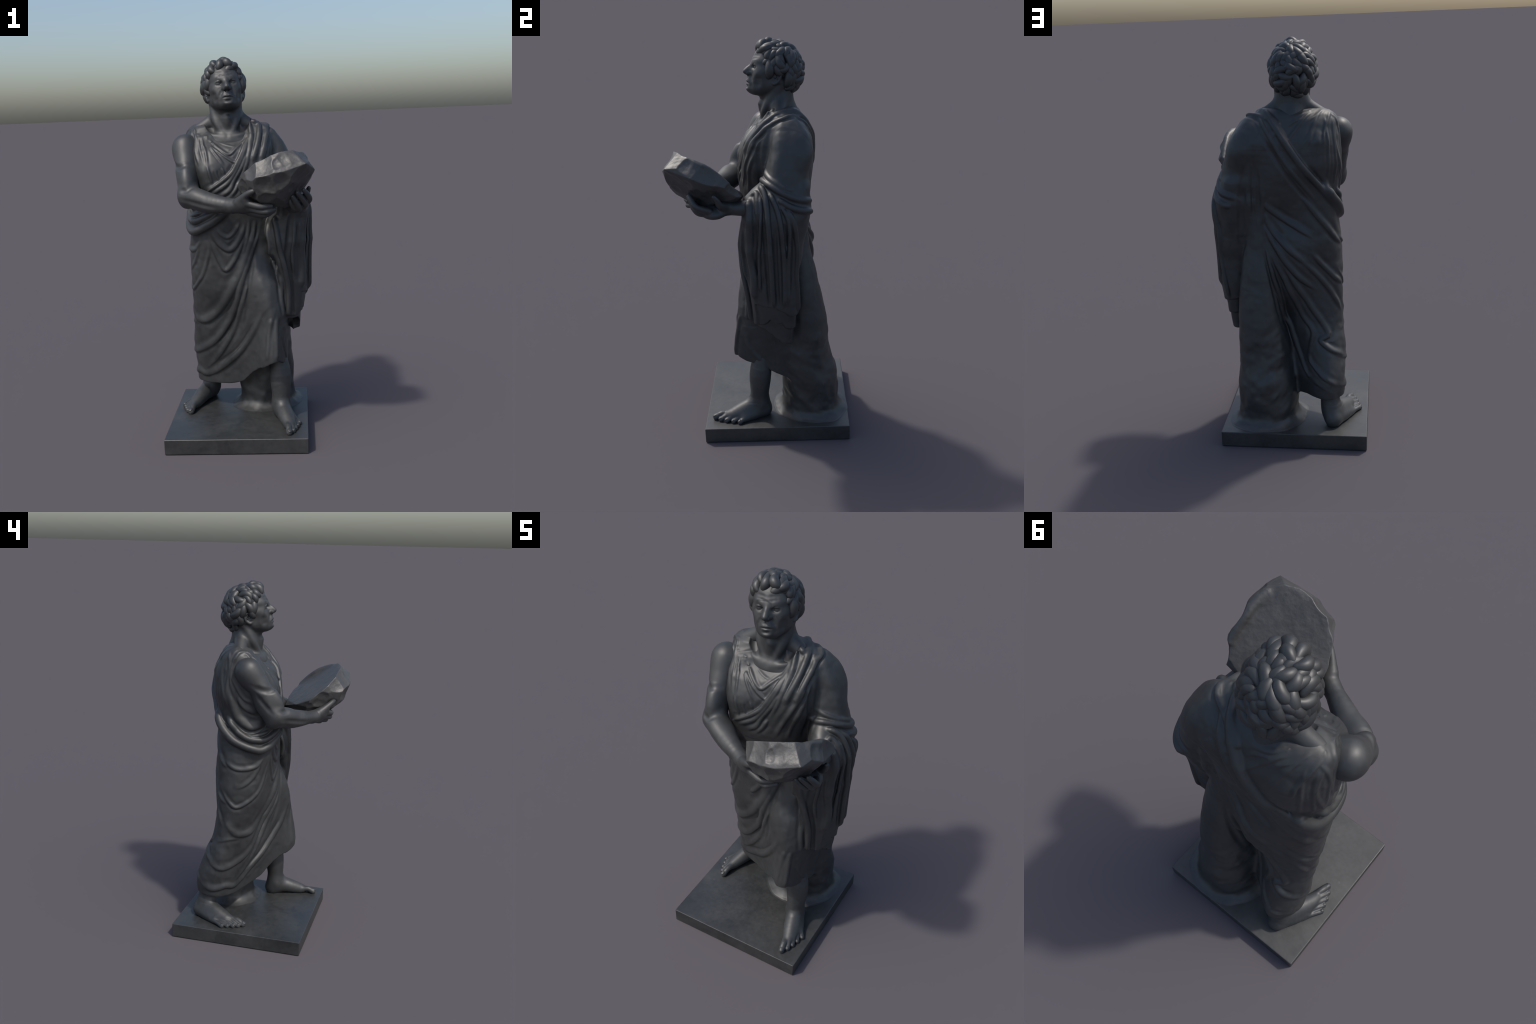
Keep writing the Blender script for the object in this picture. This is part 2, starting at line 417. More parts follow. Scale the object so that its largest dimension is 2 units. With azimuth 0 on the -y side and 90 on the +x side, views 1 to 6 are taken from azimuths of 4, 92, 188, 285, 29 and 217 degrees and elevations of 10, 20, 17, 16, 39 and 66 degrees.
def stump_fn(X, Y, Z):
    """Tree-stump support behind the left leg, rising into the cloth."""
    rho, th = stump.polar(X, Y, Z)
    P = np.stack(np.broadcast_arrays(X, Y, Z), -1)
    low = sstep(0.72, 0.45, Z)
    P = P @ np.array([[0.80, 0.36, -0.48], [-0.60, 0.48, -0.64], [0.0, 0.80, 0.60]], F32) * A(1.0, 1.25, 0.8)
    lump = 0.013 * value_noise(P, 0.13, 5) + 0.006 * value_noise(P @ LUMP_TWIST, 0.06, 9) + 0.003 * value_noise(P, 0.031, 2)
    d = (rho - stump.radius(th, Z) - low * lump) * 0.85
    d = smin(d, (Z - 0.0787) + 0 * d, 0.055)
    return np.maximum(d, 0.0801 - Z).astype(F32)


GARMENT_BOX = (A(-0.36, -0.24, 0.07), A(0.42, 0.46, 1.72))


def garment_base(h):
    g = Field(*GARMENT_BOX, h)
    X, Y, Z = g.xyz(np.zeros(3, int), g.n)
    g.trunk, g.cape = trunk_fn(X, Y, Z), cape_fn(X, Y, Z)
    low, high = (v.astype(int) for v in g.box((-0.2, -0.02, 0.07), (0.34, 0.46, 1.15)))
    g.stump = np.full(g.n, 1.0, F32)
    g.stump[tuple(slice(*ab) for ab in zip(low, high))] = stump_fn(*g.xyz(low, high))
    g.f = smin(smin(g.trunk, np.maximum(g.cape, F32(0.5) - Z), 0.015), g.stump, 0.03).astype(F32)
    return g


def settle(g, pts, n):
    """Move points onto the surface of the field, and return them with outward normals."""
    p = np.asarray(pts, float)
    for _ in range(4):
        d = g.sample(p)
        p = p - g.gradient(p) * np.clip(d, -0.02, 0.02)[:, None]
    return p, g.gradient(p, 0.012)


class Cloth:
    """Folds drawn along curves on the cloth: ridges (tight crest, flared sides), grooves, and full rolls."""

    def __init__(self, h):
        self.g = garment_base(h)
        self.rise = np.zeros(self.g.n, F32)
        self.sink = np.zeros(self.g.n, F32)
        self.rolls = []

    def curve(self, pts, fade, step=0.012):
        c = spline(pts, step=step)
        p, n = settle(self.g, c, 0)
        for _ in range(2):
            n = (np.vstack([n[:1], n[:-1]]) + n + np.vstack([n[1:], n[-1:]]))
            n /= np.linalg.norm(n, axis=1, keepdims=True)
        s = np.concatenate([[0], np.cumsum(np.linalg.norm(np.diff(p, axis=0), axis=1))])
        s /= s[-1]
        t = 0.28 if fade is True else fade
        return p, n, (sstep(-0.03, t, s) * sstep(1.03, 1 - t, s) if t else np.ones(len(s)))

    def stroke(self, height, width, pts, fade, store, sharp, lobe):
        h, w = height / 1000, width / 1000
        g = self.g
        p, n, env = self.curve(pts, fade)
        pad = w * (1.7 if lobe else 1.05)
        a, b = g.box(p.min(0) - pad, p.max(0) + pad)
        best = np.full(b - a, 9.0, F32)
        amp = np.zeros(b - a, F32)
        above = np.zeros(b - a, F32)
        for s, e, u0, u1 in zip(p[:-1], p[1:], env[:-1], env[1:]):
            u, v = g.box(np.minimum(s, e) - pad, np.maximum(s, e) + pad)
            if (v <= u).any():
                continue
            X, Y, Z = g.xyz(u, v)
            d = e - s
            L = max(float(d @ d), 1e-12)
            t = ((X - F32(s[0])) * F32(d[0] / L) + (Y - F32(s[1])) * F32(d[1] / L) + (Z - F32(s[2])) * F32(d[2] / L)).clip(0, 1)
            q = np.sqrt((X - F32(s[0]) - t * F32(d[0])) ** 2 + (Y - F32(s[1]) - t * F32(d[1])) ** 2 + (Z - F32(s[2]) - t * F32(d[2])) ** 2)
            sl = tuple(slice(*ab) for ab in zip(u - a, v - a))
            m = q < best[sl]
            best[sl] = np.where(m, q, best[sl])
            amp[sl] = np.where(m, F32(u0) + t * F32(u1 - u0), amp[sl])
            above[sl] = np.where(m, (Z - F32(s[2]) - t * F32(d[2])) / np.maximum(q, F32(1e-4)), above[sl])
        e = sharp * w
        reach = w * (0.92 + 0.42 * above) if lobe else w      # cloth sags: long slope above a crest, steep drop below
        x = np.clip((np.sqrt(best * best + e * e) - e) / (reach - e), 0, 1)
        val = h * amp * (1 - x) ** 2
        sl = tuple(slice(*ab) for ab in zip(a, b))
        store[sl] = smax(store[sl], val, 0.003) if store is self.rise else np.maximum(store[sl], val)
        if lobe:
            y = (best - reach * 0.95) / (0.5 * w)
            self.sink[sl] = np.maximum(self.sink[sl], lobe * h * amp * np.exp(-y * y))

    def ridge(self, height, width, pts, fade=True):
        self.stroke(height * 1.55, width * 2.3, pts, fade, self.rise, 0.14, 0.22)

    def groove(self, depth, width, pts, fade=True):
        self.stroke(depth * 1.2, width * 2.1, pts, fade, self.sink, 0.25, 0)

    def roll(self, height, radius, pts, fade=True):
        self.rolls.append((height / 1000, radius / 1000, pts, fade))

    def finish(self):
        g = self.g
        X, Y, Z = g.xyz(np.zeros(3, int), g.n)
        move = np.where(self.rise > 0.0015, self.rise - 0.25 * np.minimum(self.sink, self.rise), -self.sink)
        move = self.rise - self.sink * np.clip(1 - self.rise / 0.008, 0.15, 1)
        P = np.stack(np.broadcast_arrays(X, Y, Z), -1)
        move = move + (0.0022 * value_noise(P @ LUMP_TWIST, 0.055, 21) + 0.0012 * value_noise(P @ LUMP_TWIST.T, 0.024, 22)).astype(F32)
        out = Field(*GARMENT_BOX, g.h)
        out.f = (g.trunk - move).astype(F32)
        arm = Field(*GARMENT_BOX, g.h)
        arm.f = (g.cape - move).astype(F32)
        side = Field(*GARMENT_BOX, g.h)
        side.f = (g.cape - g.trunk).astype(F32)
        for h, r, pts, fade in self.rolls:
            p, n, env = self.curve(pts, fade)
            k = 0.55 * r
            q = p + n * (h * env - r - 0.5 * k * (1 - env))[:, None]
            (arm if side.sample(p).mean() < 0 else out).tube(q, r * (0.55 + 0.45 * env), k, smooth=False)
        out.f = smax(trunk_hem(out.f, X, Y, Z), -neckline(X, Y, Z), 0.008).astype(F32)
        cf = cape_hem(arm.f, X, Y, Z)
        out.f = smin(out.f, (g.stump - move * sstep(0.5, 0.8, Z)).astype(F32), 0.025)
        out.f = smin(out.f, cf, 0.012).astype(F32)
        return out


def garment(h=0.0035):
    c = Cloth(h)
    c.ridge(12, 16, [(0.103, -0.04, 1.167), (0.068, -0.058, 1.059), (0.019, -0.072, 0.917), (-0.021, -0.067, 0.835), (-0.077, -0.03, 0.736), (-0.134, 0.007, 0.66), (-0.198, 0.03, 0.613), (-0.255, 0.089, 0.61), (-0.28, 0.133, 0.655), (-0.27, 0.179, 0.732)])  # long front fold to the right knee
    c.ridge(11, 14, [(0.134, -0.02, 1.164), (0.1, -0.045, 1.072), (0.048, -0.069, 0.948), (0.008, -0.072, 0.835), (-0.028, -0.042, 0.713), (-0.089, 0.011, 0.581), (-0.163, 0.043, 0.487), (-0.252, 0.114, 0.423), (-0.292, 0.175, 0.404), (-0.273, 0.253, 0.435), (-0.214, 0.295, 0.469)])  # second front fold
    c.ridge(9, 12, [(0.058, -0.082, 0.869), (0.016, -0.071, 0.752), (-0.02, -0.028, 0.642), (-0.056, -0.001, 0.55), (-0.123, 0.039, 0.435), (-0.193, 0.089, 0.345), (-0.248, 0.133, 0.3)])  # third front fold
    c.ridge(13, 14, [(0.154, -0.119, 0.728), (0.108, -0.107, 0.673), (0.071, -0.084, 0.588), (-0.008, -0.024, 0.461), (-0.084, 0.034, 0.375), (-0.169, 0.088, 0.304), (-0.23, 0.12, 0.28), (-0.264, 0.153, 0.288), (-0.291, 0.22, 0.27), (-0.279, 0.286, 0.285), (-0.25, 0.32, 0.327)])  # fold from the knee to the hem
    c.ridge(9, 11, [(0.164, -0.127, 0.664), (0.145, -0.132, 0.576), (0.136, -0.145, 0.497), (0.13, -0.143, 0.434)], 0.12)  # flap crest
    c.ridge(8, 10, [(0.192, -0.117, 0.661), (0.19, -0.137, 0.551), (0.187, -0.152, 0.44)], 0.12)  # flap right edge
    c.groove(8, 7, [(0.202, -0.12, 0.579), (0.201, -0.135, 0.501), (0.197, -0.143, 0.42)], 0.1)  # flap parting
    c.ridge(6, 9, [(0.22, -0.094, 0.571), (0.228, -0.066, 0.47), (0.231, 0.028, 0.362)])  # flap outer fold
    c.ridge(10, 10, [(-0.136, -0.076, 1.131), (-0.118, -0.071, 1.076), (-0.083, -0.073, 1.032), (-0.046, -0.076, 1.013), (-0.014, -0.076, 1.033), (0.02, -0.073, 1.088), (0.047, -0.067, 1.166)])  # swag under the belt
    c.ridge(6, 8, [(-0.114, -0.08, 1.141), (-0.085, -0.078, 1.098), (-0.053, -0.08, 1.081), (-0.021, -0.08, 1.101), (0.007, -0.077, 1.143), (0.019, -0.077, 1.179)])  # inner swag
    c.ridge(8, 9, [(-0.148, -0.068, 1.103), (-0.129, -0.061, 1.025), (-0.101, -0.062, 0.951), (-0.071, -0.062, 0.905), (-0.032, -0.071, 0.942), (0.012, -0.071, 1.022), (0.039, -0.068, 1.101)])  # lower swag
    c.ridge(8, 8, [(-0.146, -0.066, 1.082), (-0.164, -0.045, 0.974), (-0.208, -0.015, 0.861), (-0.273, 0.093, 0.778), (-0.269, 0.172, 0.858), (-0.242, 0.207, 0.913)])  # hip fold
    c.ridge(8, 9, [(-0.192, -0.047, 1.081), (-0.23, -0.006, 1.014), (-0.274, 0.079, 1), (-0.275, 0.139, 1.024), (-0.261, 0.169, 1.066)])  # small hip fold
    c.ridge(7, 8, [(0.063, -0.062, 1.181), (0.058, -0.062, 1.117), (0.042, -0.066, 1.038), (0.015, -0.071, 0.959)])  # vertical pleat
    c.ridge(7, 8, [(0.094, -0.045, 1.178), (0.086, -0.05, 1.104), (0.064, -0.061, 1.02), (0.025, -0.071, 0.948)])  # vertical pleat
    c.ridge(6, 9, [(-0.278, 0.109, 0.89), (-0.264, 0.058, 0.906), (-0.238, 0.011, 0.949), (-0.221, -0.016, 1.002), (-0.208, -0.033, 1.055)])  # swag to the belt
    c.ridge(4, 9, [(-0.265, 0.213, 0.557), (-0.28, 0.141, 0.585), (-0.242, 0.076, 0.587)])  # knee swag
    c.roll(31, 22, [(-0.204, 0.236, 1.361), (-0.225, 0.212, 1.276), (-0.258, 0.166, 1.212), (-0.263, 0.117, 1.166), (-0.258, 0.064, 1.14), (-0.246, 0.013, 1.123), (-0.22, -0.034, 1.117), (-0.135, -0.078, 1.163), (-0.068, -0.09, 1.21), (-0.013, -0.092, 1.246)], 0.15)  # lowest waist roll
    c.roll(22, 17, [(-0.255, 0.168, 1.302), (-0.26, 0.103, 1.223), (-0.257, 0.049, 1.184), (-0.241, -0.001, 1.171), (-0.202, -0.05, 1.174), (-0.115, -0.087, 1.217), (-0.065, -0.094, 1.248)], 0.15)  # middle waist roll
    c.roll(9, 8, [(-0.257, 0.054, 1.194), (-0.248, 0.014, 1.194), (-0.221, -0.033, 1.201), (-0.176, -0.069, 1.216)])  # small waist roll
    c.roll(10, 8, [(-0.248, 0.019, 1.177), (-0.221, -0.033, 1.176), (-0.171, -0.069, 1.186), (-0.095, -0.088, 1.191)])  # small waist roll
    c.roll(11, 9, [(-0.248, 0.018, 1.114), (-0.22, -0.034, 1.126), (-0.16, -0.067, 1.13), (-0.108, -0.081, 1.144)])  # small waist roll
    c.roll(10, 9, [(-0.274, 0.061, 1.175), (-0.23, -0.022, 1.201), (-0.169, -0.073, 1.222)])  # small waist roll
    c.ridge(9, 9, [(-0.145, -0.094, 1.329), (-0.086, -0.099, 1.361), (-0.022, -0.086, 1.407), (0.01, -0.071, 1.454), (0.037, -0.051, 1.511), (0.059, 0.002, 1.575)], 0.08)  # edge roll
    c.ridge(9, 9, [(-0.109, -0.097, 1.317), (-0.044, -0.096, 1.357), (-0.007, -0.084, 1.401), (0.031, -0.063, 1.471), (0.055, -0.041, 1.531), (0.067, 0.019, 1.595)], 0.1)  # chest fold
    c.ridge(9, 9, [(-0.073, -0.097, 1.298), (-0.025, -0.094, 1.33), (-0.005, -0.086, 1.375), (0.035, -0.068, 1.44), (0.065, -0.048, 1.51)], 0.15)  # chest fold
    c.ridge(8, 8, [(-0.026, -0.096, 1.294), (0.006, -0.089, 1.333), (0.028, -0.079, 1.379)])  # chest fold
    c.ridge(8, 9, [(0.028, -0.079, 1.379), (0.056, -0.063, 1.444), (0.076, -0.043, 1.514), (0.08, 0.009, 1.585), (0.069, 0.064, 1.652)])  # chest fold
    c.roll(12, 15, [(0.087, -0.056, 1.463), (0.109, -0.031, 1.528), (0.124, 0.022, 1.593), (0.124, 0.079, 1.644), (0.111, 0.139, 1.678)], 0.12)  # shoulder fold
    c.roll(10, 13, [(0.134, -0.038, 1.471), (0.153, -0.003, 1.546), (0.164, 0.05, 1.601), (0.163, 0.112, 1.647)], 0.12)  # shoulder fold
    c.groove(9, 6, [(0.142, -0.028, 1.485), (0.141, -0.003, 1.557), (0.145, 0.062, 1.623), (0.126, 0.149, 1.669)])  # shoulder parting
    c.groove(9, 6, [(0.088, -0.048, 1.494), (0.099, -0.011, 1.559), (0.104, 0.037, 1.614), (0.081, 0.097, 1.672)])  # shoulder parting
    c.groove(12, 9, [(0.167, -0.011, 1.483), (0.171, 0.01, 1.545), (0.179, 0.067, 1.6)])  # sleeve parting
    c.ridge(8, 9, [(0.058, -0.074, 1.279), (0.103, -0.057, 1.386), (0.15, -0.021, 1.494), (0.171, 0.024, 1.563)])  # mantle fold by the slab
    c.ridge(8, 9, [(0.107, -0.042, 1.269), (0.134, -0.034, 1.369), (0.174, -0.001, 1.491)])  # mantle fold by the slab
    c.groove(14, 10, [(0.155, 0.017, 1.258), (0.174, 0.026, 1.362), (0.185, 0.018, 1.484), (0.18, 0.044, 1.569)])  # deep fold by the arm
    c.ridge(8, 6, [(-0.178, 0.038, 1.622), (-0.117, -0.002, 1.572), (-0.057, -0.049, 1.525), (-0.023, -0.054, 1.509), (0.01, -0.031, 1.54), (0.054, 0.012, 1.586)], 0.1)  # collar fold
    c.ridge(7, 6, [(-0.165, 0.01, 1.599), (-0.104, -0.036, 1.541), (-0.041, -0.064, 1.494), (0.005, -0.066, 1.471), (0.032, -0.053, 1.506)], 0.12)  # collar fold
    c.ridge(5, 5, [(-0.087, 0.008, 1.575), (-0.038, -0.014, 1.556), (0.005, -0.023, 1.547)])  # collar fold
    c.ridge(8, 5, [(-0.228, 0.077, 1.644), (-0.205, 0.035, 1.616), (-0.204, -0.005, 1.57), (-0.2, -0.042, 1.514), (-0.18, -0.082, 1.454)])  # armhole pleat
    c.ridge(8, 5, [(-0.189, 0.035, 1.62), (-0.179, -0.032, 1.544), (-0.158, -0.084, 1.468)])  # armhole pleat
    c.ridge(8, 5, [(-0.168, 0.015, 1.604), (-0.148, -0.047, 1.533), (-0.134, -0.094, 1.453)])  # armhole pleat
    c.ridge(8, 5, [(-0.155, 0.015, 1.604), (-0.109, -0.046, 1.532), (-0.047, -0.079, 1.449)])  # chest pleat
    c.ridge(8, 6, [(-0.139, -0.089, 1.463), (-0.127, -0.099, 1.412), (-0.112, -0.094, 1.359)])  # chest pleat
    c.ridge(8, 5, [(-0.098, -0.094, 1.436), (-0.089, -0.094, 1.4), (-0.075, -0.091, 1.378)])  # chest pleat
    c.ridge(8, 5, [(-0.067, -0.084, 1.45), (-0.048, -0.086, 1.408)])  # chest pleat
    c.ridge(12, 15, [(-0.283, 0.142, 1.429), (-0.276, 0.124, 1.351), (-0.264, 0.1, 1.288), (-0.255, 0.067, 1.254), (-0.243, 0.027, 1.233), (-0.223, -0.016, 1.243), (-0.197, -0.046, 1.269)])  # side sag of the tunic
    c.ridge(8, 11, [(-0.275, 0.101, 1.415), (-0.266, 0.076, 1.363), (-0.252, 0.042, 1.332), (-0.225, -0.01, 1.309)])  # side sag of the tunic
    c.ridge(6, 7, [(-0.199, 0.157, 1.665), (-0.263, 0.151, 1.619), (-0.277, 0.142, 1.54), (-0.282, 0.129, 1.46), (-0.275, 0.101, 1.378)])  # side pleat
    c.ridge(6, 7, [(-0.237, 0.131, 1.657), (-0.254, 0.182, 1.589), (-0.261, 0.193, 1.507), (-0.278, 0.172, 1.401), (-0.269, 0.131, 1.305)])  # side pleat
    c.ridge(6, 6, [(-0.114, 0.052, 1.626), (-0.227, 0.078, 1.646), (-0.265, 0.112, 1.622), (-0.275, 0.132, 1.568), (-0.28, 0.13, 1.514), (-0.277, 0.102, 1.454), (-0.266, 0.062, 1.393), (-0.247, 0.017, 1.369)], 0.08)  # armhole hem
    c.ridge(6, 6, [(-0.197, 0.168, 1.66), (-0.217, 0.216, 1.582), (-0.227, 0.232, 1.452), (-0.218, 0.218, 1.339)])  # back pleat
    c.ridge(6, 6, [(-0.226, 0.15, 1.657), (-0.251, 0.196, 1.554), (-0.261, 0.2, 1.415), (-0.246, 0.18, 1.292)])  # back pleat
    c.ridge(6, 6, [(-0.255, 0.133, 1.642), (-0.278, 0.149, 1.528), (-0.283, 0.163, 1.407)])  # back pleat
    c.ridge(5, 6, [(-0.18, 0.183, 1.656), (-0.147, 0.241, 1.587), (-0.112, 0.271, 1.509)])  # back pleat
    c.ridge(5, 6, [(-0.161, 0.173, 1.667), (-0.117, 0.223, 1.639), (-0.07, 0.236, 1.624), (-0.022, 0.254, 1.591)])  # back pleat
    c.ridge(5, 6, [(-0.152, 0.128, 1.68), (-0.109, 0.203, 1.66), (-0.057, 0.226, 1.646)])  # back pleat
    c.roll(15, 17, [(0.095, 0.129, 1.68), (0.039, 0.239, 1.626), (-0.024, 0.284, 1.536), (-0.099, 0.287, 1.427), (-0.183, 0.241, 1.313), (-0.245, 0.191, 1.219), (-0.276, 0.095, 1.129)], 0.08)  # back edge band
    c.roll(8, 10, [(0.137, 0.11, 1.66), (0.061, 0.267, 1.583), (0.002, 0.289, 1.478), (-0.072, 0.28, 1.366), (-0.145, 0.244, 1.264), (-0.215, 0.216, 1.18)])  # back edge band
    c.groove(11, 8, [(0.144, 0.203, 1.648), (0.085, 0.272, 1.566), (0.027, 0.287, 1.466), (-0.041, 0.28, 1.354), (-0.114, 0.247, 1.252), (-0.179, 0.231, 1.172)])  # back band groove
    c.ridge(13, 11, [(-0.089, 0.254, 1.273), (-0.154, 0.236, 1.178), (-0.212, 0.22, 1.102), (-0.256, 0.189, 1.037), (-0.277, 0.144, 1.008)])  # back fold
    c.ridge(12, 11, [(0.11, 0.258, 1.276), (0.078, 0.244, 1.21), (0.01, 0.237, 1.155), (-0.064, 0.244, 1.109), (-0.152, 0.247, 1.051)])  # back fold
    c.ridge(13, 11, [(0.106, 0.244, 1.211), (0.064, 0.238, 1.098), (-0.003, 0.268, 1.023), (-0.085, 0.268, 0.947), (-0.126, 0.257, 0.917)])  # back fold
    c.ridge(13, 11, [(0.105, 0.238, 1.142), (0.065, 0.246, 1.051), (0.01, 0.264, 0.958), (-0.073, 0.265, 0.854), (-0.164, 0.24, 0.78)])  # back fold
    c.ridge(13, 10, [(-0.133, 0.258, 0.991), (-0.172, 0.242, 0.932), (-0.221, 0.219, 0.869), (-0.257, 0.194, 0.825), (-0.281, 0.145, 0.795)])  # back fold
    c.ridge(13, 10, [(-0.085, 0.268, 0.95), (-0.157, 0.246, 0.868), (-0.215, 0.221, 0.784), (-0.26, 0.195, 0.697), (-0.278, 0.17, 0.649)])  # back fold
    c.ridge(13, 10, [(0.105, 0.246, 1.071), (0.086, 0.257, 0.976), (0.053, 0.257, 0.841), (0.026, 0.21, 0.695), (-0.016, 0.198, 0.543), (-0.057, 0.226, 0.425), (-0.107, 0.284, 0.335), (-0.187, 0.345, 0.293), (-0.246, 0.328, 0.256)])  # back fold
    c.ridge(13, 10, [(0.09, 0.249, 1.032), (0.041, 0.253, 0.915), (-0.012, 0.257, 0.796), (-0.072, 0.225, 0.65), (-0.131, 0.254, 0.558), (-0.108, 0.266, 0.428), (-0.165, 0.324, 0.365), (-0.24, 0.331, 0.312), (-0.285, 0.269, 0.277)])  # back fold
    c.ridge(13, 11, [(0.015, 0.262, 0.938), (-0.052, 0.264, 0.818), (-0.133, 0.245, 0.679), (-0.208, 0.252, 0.558), (-0.172, 0.273, 0.524), (-0.232, 0.281, 0.475), (-0.297, 0.195, 0.409)])  # back fold
    c.groove(17, 10, [(0.11, 0.241, 1.142), (0.099, 0.252, 1.033), (0.079, 0.263, 0.908), (0.047, 0.261, 0.74), (0.017, 0.243, 0.577), (-0.049, 0.221, 0.423), (-0.082, 0.256, 0.372)])  # back hollow
    c.groove(22, 14, [(0.191, 0.265, 1.353), (0.199, 0.267, 1.236), (0.212, 0.24, 1.108), (0.224, 0.211, 0.976)])  # deep vertical
    c.groove(10, 8, [(0.117, 0.271, 1.415), (0.117, 0.263, 1.308), (0.12, 0.24, 1.176)])  # deep vertical
    c.groove(8, 7, [(0.148, 0.262, 1.343), (0.146, 0.259, 1.257), (0.14, 0.243, 1.148), (0.132, 0.249, 1.042)])  # deep vertical
    c.ridge(8, 10, [(0.149, 0.281, 1.466), (0.159, 0.263, 1.34), (0.163, 0.259, 1.213), (0.168, 0.242, 1.112)])  # vertical fold
    c.roll(14, 15, [(0.176, 0.022, 1.374), (0.299, 0.065, 1.368), (0.328, 0.128, 1.333), (0.319, 0.202, 1.297), (0.211, 0.268, 1.255)], 0.12)  # arm roll
    c.roll(9, 12, [(0.187, 0.03, 1.43), (0.255, 0.055, 1.404), (0.316, 0.108, 1.371), (0.319, 0.166, 1.342), (0.299, 0.209, 1.349)])  # arm roll
    c.roll(15, 15, [(0.336, 0.096, 1.314), (0.343, 0.158, 1.272), (0.327, 0.221, 1.245), (0.25, 0.279, 1.217)], 0.15)  # arm roll
    c.roll(13, 14, [(0.293, -0.045, 1.304), (0.295, -0.006, 1.326), (0.307, 0.01, 1.325), (0.346, 0.011, 1.27), (0.363, 0.008, 1.198)])  # sleeve end roll
    c.roll(22, 20, [(0.305, -0.026, 1.31), (0.346, -0.028, 1.227), (0.335, -0.031, 1.11), (0.329, -0.033, 1.015), (0.33, -0.021, 0.909), (0.324, -0.027, 0.792)], 0.08)  # front tube
    c.roll(13, 8, [(0.304, 0.024, 1.335), (0.353, 0.029, 1.255), (0.359, 0.018, 1.117), (0.352, 0.009, 0.999), (0.344, 0.006, 0.83)], 0.1)  # thin tube
    c.roll(20, 13, [(0.263, 0.024, 1.36), (0.326, 0.05, 1.318), (0.372, 0.059, 1.199), (0.371, 0.063, 1.033), (0.358, 0.067, 0.767)], 0.06)  # tube
    c.roll(16, 12, [(0.316, 0.065, 1.343), (0.358, 0.104, 1.254), (0.368, 0.121, 1.127), (0.357, 0.124, 0.938), (0.354, 0.118, 0.757)], 0.08)  # tube
    c.roll(13, 10, [(0.343, 0.106, 1.299), (0.36, 0.151, 1.214), (0.352, 0.155, 1.098), (0.352, 0.146, 0.994), (0.347, 0.14, 0.76)], 0.1)  # tube
    c.roll(16, 12, [(0.348, 0.142, 1.266), (0.356, 0.177, 1.2), (0.333, 0.19, 1.067), (0.329, 0.182, 0.925), (0.304, 0.187, 0.708)], 0.08)  # tube
    c.groove(23, 7, [(0.353, 0.007, 1.239), (0.356, 0.007, 1.116), (0.345, -0.002, 0.997), (0.328, -0.023, 0.872)])  # tube parting
    c.groove(26, 7, [(0.368, 0.039, 1.22), (0.368, 0.04, 1.062), (0.36, 0.044, 0.913), (0.356, 0.048, 0.767)])  # tube parting
    c.groove(23, 6, [(0.373, 0.09, 1.175), (0.366, 0.089, 1.002), (0.358, 0.09, 0.767)])  # tube parting
    c.groove(20, 5, [(0.368, 0.134, 1.194), (0.356, 0.14, 1.077)])  # tube parting
    c.groove(20, 5, [(0.356, 0.17, 1.156), (0.348, 0.159, 0.992), (0.347, 0.14, 0.766)])  # tube parting
    c.roll(17, 14, [(0.197, -0.039, 1.189), (0.205, -0.077, 1.105), (0.217, -0.085, 1.016), (0.238, -0.081, 0.924), (0.254, -0.062, 0.797), (0.249, -0.052, 0.644)], 0.06)  # front panel
    c.ridge(10, 9, [(0.152, -0.022, 1.158), (0.149, -0.057, 1.093), (0.159, -0.068, 1.025), (0.187, -0.024, 0.934), (0.215, -0.065, 0.824), (0.229, -0.074, 0.656)], 0.06)  # front panel edge
    c.groove(26, 10, [(0.281, -0.076, 1.192), (0.265, -0.082, 1.079), (0.255, -0.08, 0.979), (0.27, -0.06, 0.822), (0.271, -0.045, 0.636)], 0.08)  # dark parting
    c.roll(13, 9, [(0.306, -0.071, 1.19), (0.293, -0.072, 1.081), (0.279, -0.07, 0.976), (0.29, -0.054, 0.845)])  # hanging fold
    c.roll(12, 9, [(0.332, -0.052, 1.182), (0.321, -0.05, 1.047), (0.334, -0.019, 0.96)])  # hanging fold
    c.roll(10, 13, [(0.089, -0.013, 1.559), (0.082, 0.042, 1.62), (0.071, 0.077, 1.662), (0.065, 0.102, 1.68), (0.107, 0.094, 1.661), (0.095, 0.155, 1.673), (0.059, 0.21, 1.66), (0.007, 0.253, 1.619), (0.039, 0.239, 1.626), (-0.024, 0.284, 1.536)], 0.1)  # mantle over the shoulder
    c.groove(9, 7, [(0.163, 0.025, 1.571), (0.17, 0.069, 1.61), (0.181, 0.124, 1.638), (0.162, 0.184, 1.649), (0.1, 0.233, 1.627), (0.096, 0.265, 1.585), (0.151, 0.28, 1.528)])  # sleeve boundary
    c.ridge(8, 9, [(0.167, 0.044, 1.589), (0.164, 0.088, 1.626), (0.169, 0.149, 1.652), (0.092, 0.209, 1.648), (0.012, 0.258, 1.601), (0.057, 0.283, 1.54)])  # second shoulder band
    c.groove(12, 12, [(-0.229, 0.21, 1.268), (-0.194, 0.231, 1.323), (-0.161, 0.257, 1.372), (-0.127, 0.272, 1.424)])  # flank hollow
    c.ridge(10, 9, [(0.085, 0.267, 1.309), (0.1, 0.242, 1.208), (0.111, 0.241, 1.111)])  # deep hanging fold
    c.groove(12, 9, [(0.18, 0.274, 1.435), (0.195, 0.263, 1.309), (0.207, 0.253, 1.18), (0.213, 0.24, 1.105)])  # vertical hollow
    c.groove(14, 11, [(0.078, -0.091, 0.656), (0.032, -0.056, 0.564), (-0.034, -0.01, 0.466), (-0.109, 0.043, 0.394), (-0.184, 0.087, 0.341)])  # valley under the knee fold
